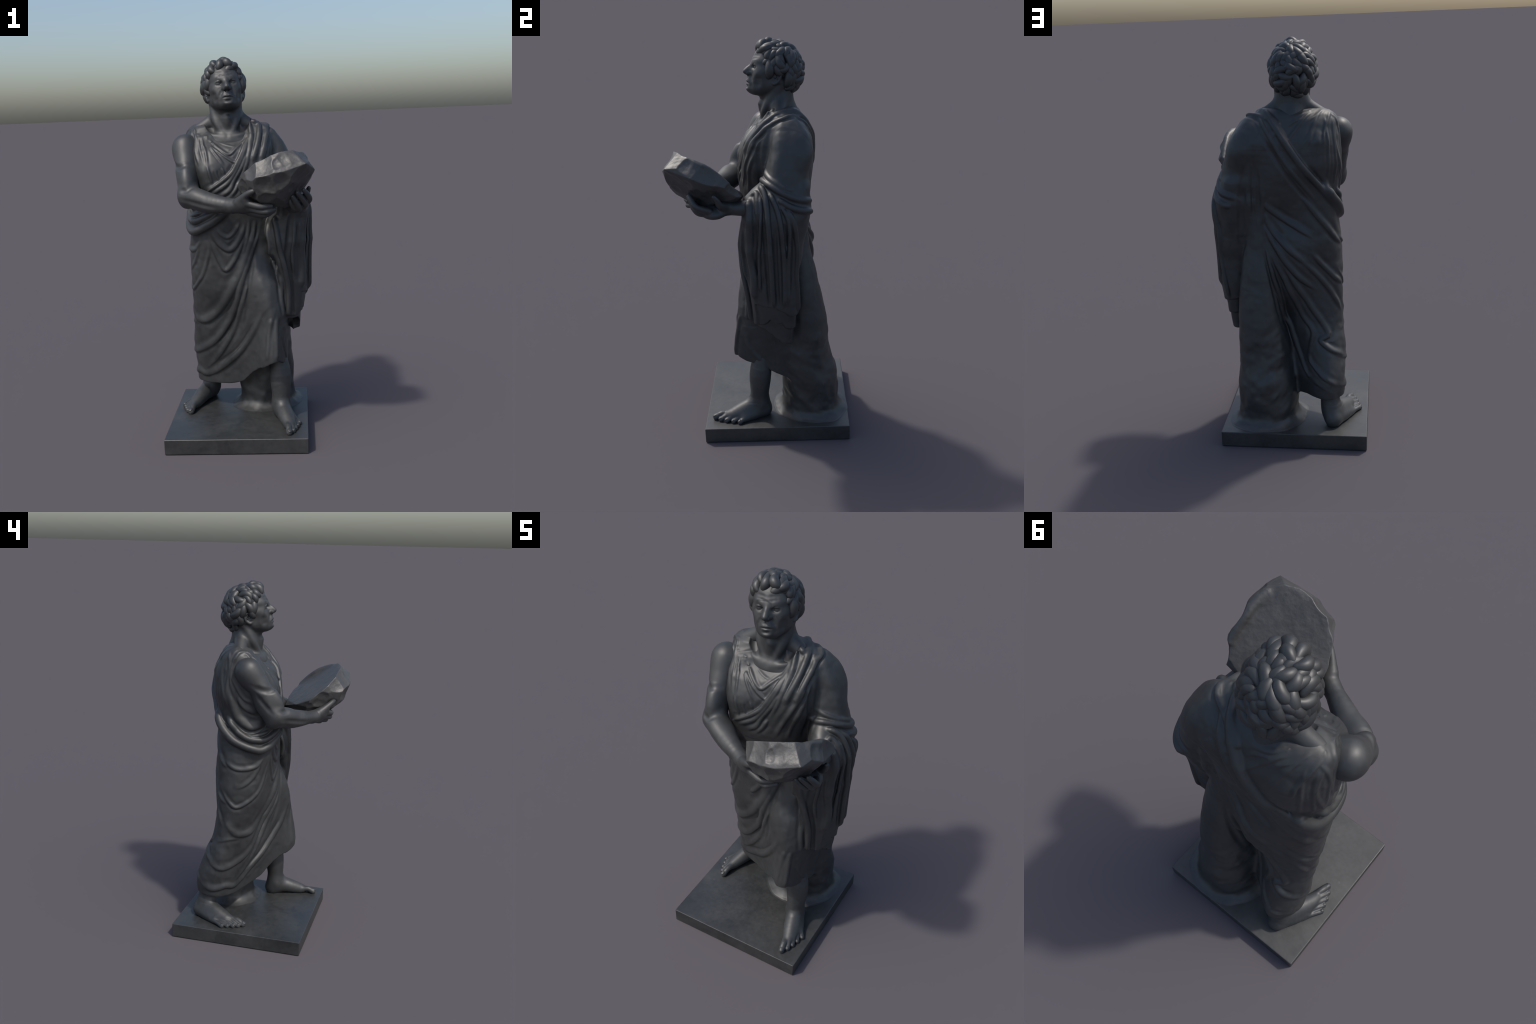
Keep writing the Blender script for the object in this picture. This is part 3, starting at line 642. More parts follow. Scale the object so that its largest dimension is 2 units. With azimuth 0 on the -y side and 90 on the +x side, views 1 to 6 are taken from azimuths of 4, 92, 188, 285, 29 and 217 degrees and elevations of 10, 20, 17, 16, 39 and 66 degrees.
    c.groove(12, 10, [(0.028, -0.077, 0.836), (-0.007, -0.054, 0.715), (-0.062, -0, 0.601), (-0.136, 0.031, 0.499), (-0.211, 0.072, 0.453)])  # valley between the long folds
    c.groove(11, 9, [(0.066, -0.061, 1.011), (0.031, -0.074, 0.909), (-0.005, -0.07, 0.819), (-0.054, -0.03, 0.71), (-0.111, 0.01, 0.634)])  # valley between the long folds
    c.groove(12, 11, [(0.09, -0.051, 1.024), (0.063, -0.074, 0.908), (0.043, -0.082, 0.796), (0.029, -0.066, 0.684), (-0.002, -0.034, 0.575)])  # valley by the left thigh
    c.ridge(8, 6, [(-0.247, 0.091, 1.638), (-0.203, 0.03, 1.612), (-0.196, -0.011, 1.563), (-0.19, -0.046, 1.518)])  # strap fold
    c.ridge(8, 6, [(-0.21, 0.069, 1.648), (-0.177, 0.03, 1.613), (-0.163, -0.017, 1.563), (-0.141, -0.066, 1.508)])  # strap fold
    c.ridge(8, 6, [(-0.174, 0.05, 1.64), (-0.142, 0.015, 1.603), (-0.1, -0.02, 1.556), (-0.052, -0.052, 1.516)])  # strap fold
    c.ridge(7, 6, [(-0.122, -0.02, 1.556), (-0.178, 0.06, 1.651), (-0.218, 0.111, 1.666), (-0.247, 0.152, 1.64)])  # strap fold
    c.ridge(7, 6, [(-0.157, -0.019, 1.56), (-0.208, 0.05, 1.633), (-0.248, 0.096, 1.641), (-0.274, 0.122, 1.571)])  # strap fold
    c.ridge(7, 7, [(-0.162, 0.073, 1.66), (-0.16, 0.141, 1.677), (-0.132, 0.188, 1.666), (-0.083, 0.223, 1.647), (-0.025, 0.234, 1.636)])  # back neck fold
    c.ridge(6, 7, [(-0.188, 0.093, 1.666), (-0.193, 0.155, 1.665), (-0.166, 0.202, 1.645), (-0.117, 0.236, 1.612)])  # back neck fold
    c.ridge(8, 6, [(-0.232, 0.085, 1.655), (-0.232, 0.045, 1.635), (-0.228, 0.01, 1.6), (-0.22, -0.025, 1.55)])  # shoulder strap pleat
    c.ridge(9, 6, [(-0.205, 0.09, 1.668), (-0.205, 0.05, 1.648), (-0.198, 0.012, 1.612), (-0.185, -0.03, 1.56)])  # shoulder strap pleat
    c.ridge(9, 6, [(-0.178, 0.09, 1.675), (-0.172, 0.045, 1.648), (-0.155, 0.01, 1.612), (-0.12, -0.035, 1.56)])  # shoulder strap pleat
    c.ridge(8, 6, [(-0.225, 0.12, 1.66), (-0.22, 0.17, 1.63), (-0.205, 0.22, 1.57), (-0.2, 0.25, 1.5)])  # shoulder strap pleat
    c.ridge(8, 7, [(-0.19, 0.13, 1.67), (-0.175, 0.18, 1.645), (-0.15, 0.235, 1.58), (-0.13, 0.275, 1.5)])  # shoulder strap pleat
    c.ridge(7, 7, [(-0.16, 0.15, 1.67), (-0.13, 0.2, 1.65), (-0.08, 0.24, 1.59), (-0.03, 0.275, 1.53)])  # shoulder strap pleat
    return c.finish()


# ------------------------------------------------------------------ head

HEAD = A(-0.050, 0.104, 1.845)
HR = frame(yaw=11, roll=3.5)


def head_point(p):
    return HEAD + np.asarray(p, float) @ HR


def head_field(h=0.002):
    g = Field(HEAD - A(0.16, 0.20, 0.30), HEAD + A(0.15, 0.19, 0.15), h)

    def E(c, r, k, pitch=0, yaw=0, roll=0, cut=False):
        g.ellipsoid(head_point(c), r, k, frame(yaw, pitch, roll) @ HR, cut)

    def T(pts, r, k, cut=False):
        g.tube([head_point(p) for p in pts], r, k, cut)

    def both(fn, pts, *a, **kw):
        for s in (-1, 1):
            fn([(s * p[0], p[1], p[2]) for p in pts], *a, **kw)

    E((0, 0.022, 0.030), (0.086, 0.112, 0.098), 0)                    # skull
    E((0, -0.040, 0.045), (0.068, 0.054, 0.072), 0.04, pitch=-20)       # forehead
    E((0, -0.062, -0.020), (0.064, 0.050, 0.075), 0.04)                 # mid face
    both(T, [(0.076, -0.005, -0.035), (0.064, -0.03, -0.070), (0.026, -0.092, -0.080)], (0.014, 0.015, 0.016), 0.05)
    E((0, -0.058, -0.070), (0.052, 0.064, 0.026), 0.03, pitch=15)       # jaw floor
    E((0, -0.117, -0.074), (0.024, 0.022, 0.017), 0.02)                 # chin
    E((0, -0.112, -0.040), (0.034, 0.020, 0.026), 0.02)                 # muzzle
    both(T, [(0.012, -0.086, 0.046), (0.038, -0.077, 0.052), (0.060, -0.052, 0.046)], (0.010, 0.010, 0.008), 0.020)   # brow
    both(T, [(0.068, -0.045, 0.002), (0.052, -0.074, -0.006), (0.038, -0.084, -0.018)], (0.012, 0.014, 0.012), 0.03)  # cheek bone
    for s in (-1, 1):
        E((s * 0.037, -0.108, 0.026), (0.020, 0.020, 0.0120), 0.010, cut=True)   # socket
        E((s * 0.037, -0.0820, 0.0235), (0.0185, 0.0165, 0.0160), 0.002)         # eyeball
    both(T, [(0.019, -0.089, 0.025), (0.030, -0.0965, 0.0340), (0.044, -0.0950, 0.0350), (0.057, -0.081, 0.025)], (0.0025, 0.0034, 0.0034, 0.0025), 0.004)  # upper lid
    both(T, [(0.020, -0.089, 0.020), (0.037, -0.0955, 0.0115), (0.055, -0.082, 0.020)], (0.0018, 0.0022, 0.0018), 0.005)  # lower lid
    for s in (-1, 1):
        E((s * 0.040, -0.052, -0.040), (0.029, 0.046, 0.036), 0.03)    # cheek
    # nose
    T([(0, -0.086, 0.050), (0, -0.104, 0.034), (0, -0.126, 0.018), (0, -0.1385, 0.006)], (0.010, 0.009, 0.0105, 0.0115), 0.014)
    E((0, -0.112, 0.002), (0.020, 0.026, 0.020), 0.014)
    both(T, [(0.017, -0.118, -0.006), (0.014, -0.128, -0.004)], (0.009, 0.007), 0.008)
    for s in (-1, 1):
        E((s * 0.0085, -0.126, -0.014), (0.0045, 0.007, 0.004), 0.004, cut=True)
    # mouth
    T([(-0.028, -0.114, -0.0485), (-0.011, -0.129, -0.0385), (0, -0.130, -0.0395), (0.011, -0.129, -0.0385), (0.028, -0.114, -0.0485)], (0.003, 0.0052, 0.0052, 0.0052, 0.003), 0.008)
    T([(-0.023, -0.116, -0.0540), (0, -0.1295, -0.0535), (0.023, -0.116, -0.0540)], (0.003, 0.0058, 0.003), 0.008)
    g.engrave([head_point(p) for p in [(-0.036, -0.125, -0.0515), (-0.014, -0.140, -0.0462), (0, -0.142, -0.0462), (0.014, -0.140, -0.0462), (0.036, -0.125, -0.0515)]], 0.0032, 0.0042, 0.003)
    E((0, -0.141, -0.066), (0.020, 0.008, 0.005), 0.010, cut=True)      # under the lip
    for s in (-1, 1):
        g.engrave([head_point(p) for p in [(s * 0.020, -0.130, 0.004), (s * 0.033, -0.125, -0.020), (s * 0.041, -0.118, -0.046)]], 0.008, 0.0035, 0.010)   # cheek crease
        g.engrave([head_point(p) for p in [(s * 0.012, -0.098, 0.062), (s * 0.030, -0.094, 0.066), (s * 0.050, -0.080, 0.064)]], 0.006, 0.0016, 0.008)    # forehead line
        g.engrave([head_point(p) for p in [(s * 0.005, -0.090, 0.075), (s * 0.025, -0.086, 0.078), (s * 0.048, -0.072, 0.074)]], 0.006, 0.0012, 0.008)
        g.engrave([head_point(p) for p in [(s * 0.062, -0.085, -0.020), (s * 0.060, -0.085, -0.045), (s * 0.052, -0.085, -0.066)]], 0.016, 0.0045, 0.016)    # hollow cheek
    E((0, -0.150, -0.026), (0.006, 0.012, 0.010), 0.008, cut=True)
    # ears
    for s in (-1, 1):
        er = axes((s * 1.0, -0.25, 0.05), (0, -0.55, 0.85))
        c = A(s * 0.086, -0.002, -0.028)
        g.ellipsoid(head_point(c), (0.033, 0.020, 0.010), 0.006, er @ HR)
        g.ellipsoid(head_point(c + A(s * 0.010, -0.006, 0.003)), (0.021, 0.011, 0.009), 0.004, er @ HR, cut=True)
        rim = [A(s * 0.090, -0.014, -0.002), A(s * 0.097, 0.006, -0.004), A(s * 0.101, 0.017, -0.020), A(s * 0.096, 0.008, -0.042), A(s * 0.090, -0.012, -0.056), A(s * 0.084, -0.022, -0.052)]
        g.tube([head_point(p) for p in rim], (0.005, 0.006, 0.006, 0.006, 0.008, 0.006), 0.005)
        g.tube([head_point(p) for p in [A(s * 0.094, 0.000, -0.012), A(s * 0.096, 0.004, -0.025), A(s * 0.090, -0.008, -0.038)]], 0.0035, 0.004)
    # neck, in world coordinates
    for s in (-1, 1):
        g.tube([(-0.047 + s * 0.030, 0.130, 1.735), (-0.047 + s * 0.065, 0.125, 1.690), (-0.047 + s * 0.125, 0.115, 1.650), (-0.047 + s * 0.18, 0.105, 1.620)], (0.042, 0.038, 0.034, 0.03), 0.03)
    g.tube([(-0.048, 0.12, 1.79), (-0.046, 0.108, 1.72), (-0.044, 0.112, 1.66), (-0.040, 0.118, 1.58)], (0.070, 0.072, 0.076, 0.085), 0.03)
    for s in (-1, 1):
        g.tube([head_point((s * 0.072, 0.03, -0.055)), (-0.045 + s * 0.055, 0.062, 1.68), (-0.038 + s * 0.016, 0.040, 1.600)], (0.016, 0.016, 0.010), 0.02)
    g.tube([(-0.048, 0.135, 1.745), (-0.047, 0.140, 1.69), (-0.046, 0.160, 1.63)], (0.055, 0.058, 0.064), 0.03)
    g.tube([(-0.034, 0.042, 1.69), (-0.035, 0.046, 1.665), (-0.035, 0.056, 1.62)], (0.020, 0.020, 0.012), 0.02)
    g.ellipsoid((-0.040, 0.09, 1.57), (0.16, 0.085, 0.055), 0.03)       # collar bones and upper chest
    for s in (-1, 1):
        g.tube([(-0.037 + s * 0.02, 0.030, 1.592), (-0.04 + s * 0.07, 0.034, 1.604), (-0.04 + s * 0.12, 0.07, 1.615)], (0.010, 0.009, 0.008), 0.02)
    return g


# ------------------------------------------------------------------ arms and hands


def bare_arm_field(h=0.0025):
    g = Field((-0.36, -0.42, 1.17), (0.26, 0.16, 1.68), h)
    S, M, E_, FM, W = A(-0.262, 0.040, 1.552), A(-0.252, -0.032, 1.445), A(-0.236, -0.108, 1.310), A(-0.128, -0.182, 1.282), A(-0.002, -0.258, 1.270)
    g.tube([S + A(0.060, 0.040, -0.01), S + A(0.0, 0.005, -0.008)], (0.060, 0.066), 0.02)
    g.tube([S, M, E_], (0.062, 0.058, 0.051), 0.03)
    g.ellipsoid(S + A(-0.006, -0.01, -0.03), (0.055, 0.066, 0.092), 0.016, axes(M - S, (1, 0, 0)))     # deltoid
    u = E_ - M
    g.ellipsoid((M + E_) / 2 + A(0.0, -0.028, 0.025), (0.037, 0.040, 0.080), 0.016, axes(u, (1, 0, 0)))   # biceps
    g.ellipsoid((M + E_) / 2 + A(-0.012, 0.030, -0.015), (0.036, 0.038, 0.090), 0.018, axes(u, (1, 0, 0)))  # triceps
    g.tube([E_, FM, W], (0.053, 0.050, 0.033), 0.03)
    g.ellipsoid((E_ + FM) / 2 + A(-0.01, -0.012, 0.012), (0.044, 0.044, 0.078), 0.016, axes(FM - E_, (0, 0, 1)))
    g.ellipsoid((E_ + FM) / 2 + A(0.02, 0.008, -0.014), (0.040, 0.040, 0.08), 0.03, axes(FM - E_, (0, 0, 1)))
    g.ellipsoid(E_ + A(-0.014, 0.014, -0.034), (0.026, 0.026, 0.026), 0.03)
    g.engrave([(-0.322, 0.01, 1.480), (-0.305, -0.050, 1.458), (-0.262, -0.090, 1.455), (-0.215, -0.075, 1.470)], 0.014, 0.006, 0.014)   # under the deltoid
    g.engrave([(-0.312, -0.010, 1.44), (-0.300, -0.060, 1.380), (-0.288, -0.100, 1.335)], 0.012, 0.005, 0.012)   # biceps and triceps
    g.engrave([(-0.285, -0.140, 1.345), (-0.240, -0.165, 1.342), (-0.195, -0.140, 1.345)], 0.012, 0.005, 0.012)   # crook of the elbow
    g.engrave([(-0.270, -0.150, 1.300), (-0.200, -0.215, 1.278), (-0.120, -0.245, 1.265), (-0.060, -0.265, 1.262)], 0.012, 0.004, 0.012)   # forearm
    # hand: palm under the slab, thumb on its side, fingers pointing to his left
    g.ellipsoid(A(0.058, -0.288, 1.262), (0.026, 0.044, 0.062), 0.025, axes(A(0.92, -0.38, 0.02), (0.25, 0.5, 0.8)))
    g.tube([W, A(0.04, -0.285, 1.282), A(0.070, -0.322, 1.300)], (0.030, 0.030, 0.022), 0.02)
    g.tube([A(0.035, -0.300, 1.296), A(0.072, -0.338, 1.328), A(0.095, -0.354, 1.343), A(0.116, -0.362, 1.352)], (0.022, 0.016, 0.0145, 0.0105), 0.015)
    k = 0.006
    g.tube([A(0.075, -0.325, 1.288), A(0.137, -0.342, 1.272), A(0.165, -0.338, 1.271), A(0.190, -0.328, 1.272)], (0.017, 0.0145, 0.013, 0.0105), k)
    g.tube([A(0.085, -0.310, 1.262), A(0.155, -0.334, 1.246), A(0.182, -0.325, 1.248), A(0.205, -0.311, 1.254)], (0.017, 0.0145, 0.013, 0.0105), k)
    g.tube([A(0.085, -0.285, 1.243), A(0.150, -0.312, 1.228), A(0.178, -0.300, 1.233), A(0.200, -0.288, 1.244)], (0.017, 0.0145, 0.013, 0.0105), k)
    g.tube([A(0.078, -0.262, 1.235), A(0.130, -0.284, 1.221), A(0.153, -0.274, 1.226), A(0.170, -0.262, 1.238)], (0.016, 0.013, 0.012, 0.010), k)
    return g


def sleeved_hand_field(h=0.0025):
    g = Field((0.18, -0.38, 1.16), (0.42, 0.02, 1.38), h)
    W = A(0.292, -0.120, 1.258)
    g.tube([A(0.300, 0.0, 1.258), A(0.297, -0.06, 1.258), W], (0.040, 0.037, 0.032), 0.02)
    g.ellipsoid(A(0.312, -0.195, 1.250), (0.030, 0.052, 0.062), 0.03, axes(A(0.12, -1, 0.0), (0.3, 0.0, 1)))
    g.tube([W + A(0.01, -0.01, 0.01), A(0.350, -0.160, 1.290), A(0.366, -0.172, 1.318), A(0.374, -0.184, 1.338)], (0.026, 0.018, 0.014, 0.0105), 0.015)
    k = 0.005
    g.tube([A(0.345, -0.215, 1.262), A(0.374, -0.268, 1.292), A(0.364, -0.288, 1.320), A(0.348, -0.300, 1.341)], (0.019, 0.015, 0.0135, 0.0105), k)
    g.tube([A(0.325, -0.215, 1.245), A(0.354, -0.268, 1.268), A(0.335, -0.294, 1.305), A(0.316, -0.310, 1.330)], (0.019, 0.015, 0.0135, 0.0105), k)
    g.tube([A(0.305, -0.215, 1.238), A(0.325, -0.268, 1.252), A(0.308, -0.296, 1.286), A(0.294, -0.306, 1.312)], (0.019, 0.015, 0.0135, 0.0105), k)
    g.tube([A(0.285, -0.205, 1.238), A(0.298, -0.258, 1.250), A(0.286, -0.280, 1.276), A(0.278, -0.284, 1.298)], (0.018, 0.014, 0.0125, 0.010), k)
    return g


# ------------------------------------------------------------------ feet


def foot_field(heel, big, little, shin, h=0.0025, knee=None):
    """A bare foot on the plinth: heel and toe tips (x, y) on the ground, shin a list of (x, y, z, r)."""
    z0 = 0.078
    heel, big, little = (np.array([*q, z0]) for q in (heel, big, little))
    mid = (big + little) / 2
    fw = mid - heel
    L = np.linalg.norm(big - heel)
    f = fw / np.linalg.norm(fw)
    side = (little - big) - f * np.dot(little - big, f)
    side /= np.linalg.norm(side)
    up = A(0, 0, 1)
    sh = np.array(shin, float)
    lo = np.minimum.reduce([heel, big, little, sh[:, :3].min(0)]) - 0.06
    hi = np.maximum.reduce([heel, big, little, sh[:, :3].max(0)]) + 0.06
    lo[2] = 0.062
    g = Field(lo, hi, h)
    P = lambda a, s, z: heel + f * (a * L) + side * s + up * z
    g.ellipsoid(P(0.13, 0.0, 0.034), (0.036, 0.042, 0.040), 0.02, axes(up, f)[[1, 0, 2]])
    g.tube([P(0.14, 0.004, 0.03), P(0.34, 0.018, 0.026), P(0.52, 0.028, 0.019)], (0.034, 0.032, 0.022), 0.02)
    g.tube([P(0.14, -0.002, 0.04), P(0.45, -0.018, 0.044), P(0.74, -0.024, 0.026)], (0.034, 0.033, 0.024), 0.03)
    g.tube([sh[0, :3] + A(0, 0, 0.02), P(0.48, -0.008, 0.052), P(0.66, -0.004, 0.026)], (0.036, 0.028, 0.022), 0.04)
    g.tube(sh[:, :3], sh[:, 3], 0.035)
    for s in (-1, 1):
        g.ellipsoid(sh[0, :3] + side * (0.030 * s) + A(0, 0, 0.004), (0.014, 0.014, 0.016), 0.02)
    ball, tip = P(0.74, 0, 0.02), 0
    w = np.linalg.norm(np.dot(little - big, side))
    radii = (0.0165, 0.0130, 0.0125, 0.0120, 0.0125)
    for i, r in enumerate(radii):
        t = (0, 0.30, 0.54, 0.77, 1.0)[i]
        end = big * (1 - t) + little * t - f * 0.012 + f * (0, 0.012, 0.010, 0.004, -0.002)[i]
        root = P(0.70 - 0.22 * t, -0.030 + 0.066 * t, 0.025 - 0.007 * t)
        m = root * 0.42 + end * 0.58
        g.tube([root, m + up * (0.022 - 0.003 * i), end + up * (r * 0.9)], (r * 1.15, r * 0.95, r), 0.007)
        nail = end + f * (r * 0.45) + up * (r * 1.75)
        g.ellipsoid(nail, (r * 0.62, r * 0.75, r * 0.22), 0.002, axes(up * 0.8 + f * 0.45, side))
    g.apply(lambda X, Y, Z: (Z - F32(0.070)) + 0 * X + 0 * Y, lo, hi, 0.004, cut=True)
    return g


# ------------------------------------------------------------------ support and stone


STONE_RIM = [(0.300, -0.345, 1.536), (0.245, -0.372, 1.531), (0.192, -0.374, 1.515), (0.129, -0.366, 1.488), (0.066, -0.328, 1.437), (0.032, -0.273, 1.388), (0.028, -0.235, 1.357), (0.075, -0.150, 1.318),
             (0.190, -0.085, 1.313), (0.275, -0.066, 1.330), (0.330, -0.078, 1.356), (0.366, -0.135, 1.411), (0.370, -0.225, 1.476), (0.345, -0.298, 1.518)]
STONE_BELLY = [(0.206, -0.435, 1.437), (0.246, -0.434, 1.438), (0.301, -0.400, 1.487), (0.363, -0.405, 1.474), (0.279, -0.415, 1.390), (0.380, -0.342, 1.480), (0.405, -0.285, 1.436), (0.110, -0.410, 1.412),
               (0.388, -0.140, 1.385), (0.352, -0.295, 1.514), (0.346, -0.066, 1.330), (0.216, -0.390, 1.322), (0.125, -0.370, 1.318), (0.035, -0.225, 1.315), (0.19, -0.06, 1.285),
               (0.150, -0.310, 1.266), (0.250, -0.330, 1.295), (0.205, -0.400, 1.332), (0.315, -0.372, 1.390), (0.265, -0.395, 1.365), (0.376, -0.310, 1.410), (0.200, -0.180, 1.248), (0.300, -0.230, 1.262), (0.255, -0.240, 1.250), (0.260, -0.090, 1.262), (0.08, -0.20, 1.280)]
STONE_CHIPS = [((0.225, -0.412, 1.482), 0.060, 0.010), ((0.300, -0.392, 1.505), 0.16, 0.007), ((0.160, -0.392, 1.492), 0.16, 0.007), ((0.095, -0.380, 1.430), 0.12, 0.012), ((0.055, -0.300, 1.375), 0.10, 0.010),
               ((0.165, -0.420, 1.375), 0.12, 0.010), ((0.255, -0.415, 1.400), 0.14, 0.009), ((0.330, -0.395, 1.425), 0.13, 0.010), ((0.375, -0.310, 1.490), 0.10, 0.006), ((0.385, -0.200, 1.440), 0.16, 0.010),
               ((0.370, -0.110, 1.370), 0.14, 0.008), ((0.110, -0.350, 1.330), 0.10, 0.008), ((0.330, -0.330, 1.370), 0.20, 0.008), ((0.060, -0.230, 1.330), 0.10, 0.006)]

# ==== build ====
import bpy
import bmesh
from mathutils import Matrix, Vector


# ------------------------------------------------------------------ materials


def stone_material(name, dark, light, rough, grain=55.0, bump=0.12, fleck=0.0, metallic=0.0, sparse=0.60):
    m = bpy.data.materials.new(name)
    m.use_nodes = True
    nt = m.node_tree
    nt.nodes.clear()

    def N(kind, **kw):
        n = nt.nodes.new(kind)
        for k, v in kw.items():
            setattr(n, k, v)
        return n

    out, bsdf = N("ShaderNodeOutputMaterial"), N("ShaderNodeBsdfPrincipled")
    co = N("ShaderNodeTexCoord")
    broad = N("ShaderNodeTexNoise")
    broad.inputs["Scale"].default_value = 7.0
    broad.inputs["Detail"].default_value = 5.0
    broad.inputs["Roughness"].default_value = 0.62
    fine = N("ShaderNodeTexNoise")
    fine.inputs["Scale"].default_value = grain
    fine.inputs["Detail"].default_value = 4.0
    for n in (broad, fine):
        nt.links.new(co.outputs["Object"], n.inputs["Vector"])
    mix = N("ShaderNodeMath", operation="MULTIPLY_ADD")
    nt.links.new(fine.outputs["Fac"], mix.inputs[0])
    mix.inputs[1].default_value = 0.45
    nt.links.new(broad.outputs["Fac"], mix.inputs[2])
    ramp = N("ShaderNodeValToRGB")
    ramp.color_ramp.elements[0].position, ramp.color_ramp.elements[1].position = 0.48, 0.98
    ramp.color_ramp.elements[0].color = (*dark, 1)
    ramp.color_ramp.elements[1].color = (*light, 1)
    nt.links.new(mix.outputs[0], ramp.inputs["Fac"])
    col = ramp.outputs["Color"]
    if fleck:
        spots = N("ShaderNodeTexNoise")
        spots.inputs["Scale"].default_value = 16.0
        spots.inputs["Detail"].default_value = 7.0
        spots.inputs["Roughness"].default_value = 0.7
        nt.links.new(co.outputs["Object"], spots.inputs["Vector"])
        sr = N("ShaderNodeValToRGB")
        sr.color_ramp.elements[0].position, sr.color_ramp.elements[1].position = sparse, sparse + 0.17
        nt.links.new(spots.outputs["Fac"], sr.inputs["Fac"])
        amt = N("ShaderNodeMath", operation="MULTIPLY")
        nt.links.new(sr.outputs["Color"], amt.inputs[0])
        amt.inputs[1].default_value = fleck
        mx = N("ShaderNodeMix", data_type="RGBA")
        nt.links.new(amt.outputs[0], mx.inputs["Factor"])
        nt.links.new(col, mx.inputs["A"])
        mx.inputs["B"].default_value = (0.13, 0.13, 0.125, 1)
        col = mx.outputs["Result"]
    nt.links.new(col, bsdf.inputs["Base Color"])
    rr = N("ShaderNodeMapRange")
    nt.links.new(broad.outputs["Fac"], rr.inputs["Value"])
    rr.inputs["From Min"].default_value, rr.inputs["From Max"].default_value = 0.3, 0.7
    rr.inputs["To Min"].default_value, rr.inputs["To Max"].default_value = rough - 0.05, rough + 0.06
    nt.links.new(rr.outputs["Result"], bsdf.inputs["Roughness"])
    bsdf.inputs["Metallic"].default_value = metallic
    bsdf.inputs["Specular IOR Level"].default_value = 0.75
    bp = N("ShaderNodeBump")
    bp.inputs["Strength"].default_value = bump
    bp.inputs["Distance"].default_value = 0.002
    nt.links.new(fine.outputs["Fac"], bp.inputs["Height"])
    nt.links.new(bp.outputs["Normal"], bsdf.inputs["Normal"])
    nt.links.new(bsdf.outputs["BSDF"], out.inputs["Surface"])
    return m


CLOTH = stone_material("dark_patinated_cloth", (0.017, 0.0185, 0.019), (0.037, 0.039, 0.0395), 0.52, fleck=0.12)
SKIN = stone_material("dark_patinated_skin", (0.022, 0.0235, 0.024), (0.042, 0.044, 0.0445), 0.52, fleck=0.10)
HAIR = stone_material("dark_patinated_hair", (0.022, 0.0235, 0.024), (0.040, 0.042, 0.0425), 0.50)
SLAB = stone_material("hewn_stone", (0.036, 0.036, 0.0355), (0.068, 0.0675, 0.066), 0.50, grain=140, bump=0.35, fleck=0.10)
PLINTH = stone_material("plinth_stone", (0.016, 0.0175, 0.0175), (0.042, 0.0435, 0.043), 0.46, fleck=0.45, sparse=0.63)
BARK = stone_material("support_stone", (0.018, 0.0195, 0.020), (0.038, 0.040, 0.0405), 0.46, fleck=0.12)

# ------------------------------------------------------------------ objects

statue = bpy.data.objects.new("statue", None)
bpy.context.scene.collection.objects.link(statue)
statue["label"] = "dark stone statue of a draped man carrying a hewn slab"
statue["category"] = "statue"


def link(o, parent, mat=None):
    bpy.context.scene.collection.objects.link(o)
    o.parent = parent
    if mat:
        o.data.materials.append(mat)
    return o


def raw_mesh(name, V, F):
    me = bpy.data.meshes.new(name)
    F = np.asarray(F, np.int32)
    me.vertices.add(len(V))
    me.vertices.foreach_set("co", np.asarray(V, F32).ravel())
    me.loops.add(F.size)
    me.loops.foreach_set("vertex_index", F.ravel())
    me.polygons.add(len(F))
    me.polygons.foreach_set("loop_start", np.arange(0, F.size, F.shape[1], dtype=np.int32))
    me.update(calc_edges=True)
    me.validate()
    me.polygons.foreach_set("use_smooth", np.ones(len(me.polygons), bool))
    return me


def vertex_normals(V, Q):
    n = np.cross(V[Q[:, 2]] - V[Q[:, 0]], V[Q[:, 3]] - V[Q[:, 1]])
    out = np.zeros_like(V)
    for i in range(4):
        np.add.at(out, Q[:, i], n)
    return out / np.maximum(np.linalg.norm(out, axis=1, keepdims=True), 1e-12)


def parts_from(V, Q, label, names, parent, mats):
    """One smooth surface, separated by region into named meshes that share the whole surface's normals."""
    N = vertex_normals(V, Q)
    lab = np.asarray(label)
    made = []
    for i, name in enumerate(names):
        q = Q[lab == i]
        if not len(q):
            made.append(None)
            continue
        used, inv = np.unique(q, return_inverse=True)
        me = raw_mesh(name, V[used], inv.reshape(-1, 4))
        me.normals_split_custom_set_from_vertices(N[used].tolist())
        made.append(link(bpy.data.objects.new(name, me), parent, mats[i] if isinstance(mats, (list, tuple)) else mats))
    return made


def centres(V, Q):
    return V[Q].mean(1)


# plinth -------------------------------------------------------------


def make_plinth():
    bm = bmesh.new()
    bmesh.ops.create_cube(bm, size=1)
    bmesh.ops.scale(bm, vec=(0.740, 0.750, 0.080), verts=bm.verts)
    bmesh.ops.translate(bm, vec=(-0.0333, 0.0555, 0.040), verts=bm.verts)
    bmesh.ops.bevel(bm, geom=list(bm.edges), offset=0.0045, segments=3, affect="EDGES", profile=0.6)
    me = bpy.data.meshes.new("plinth")
    bm.to_mesh(me)
    bm.free()
    o = link(bpy.data.objects.new("plinth", me), statue, PLINTH)
    return o


make_plinth()

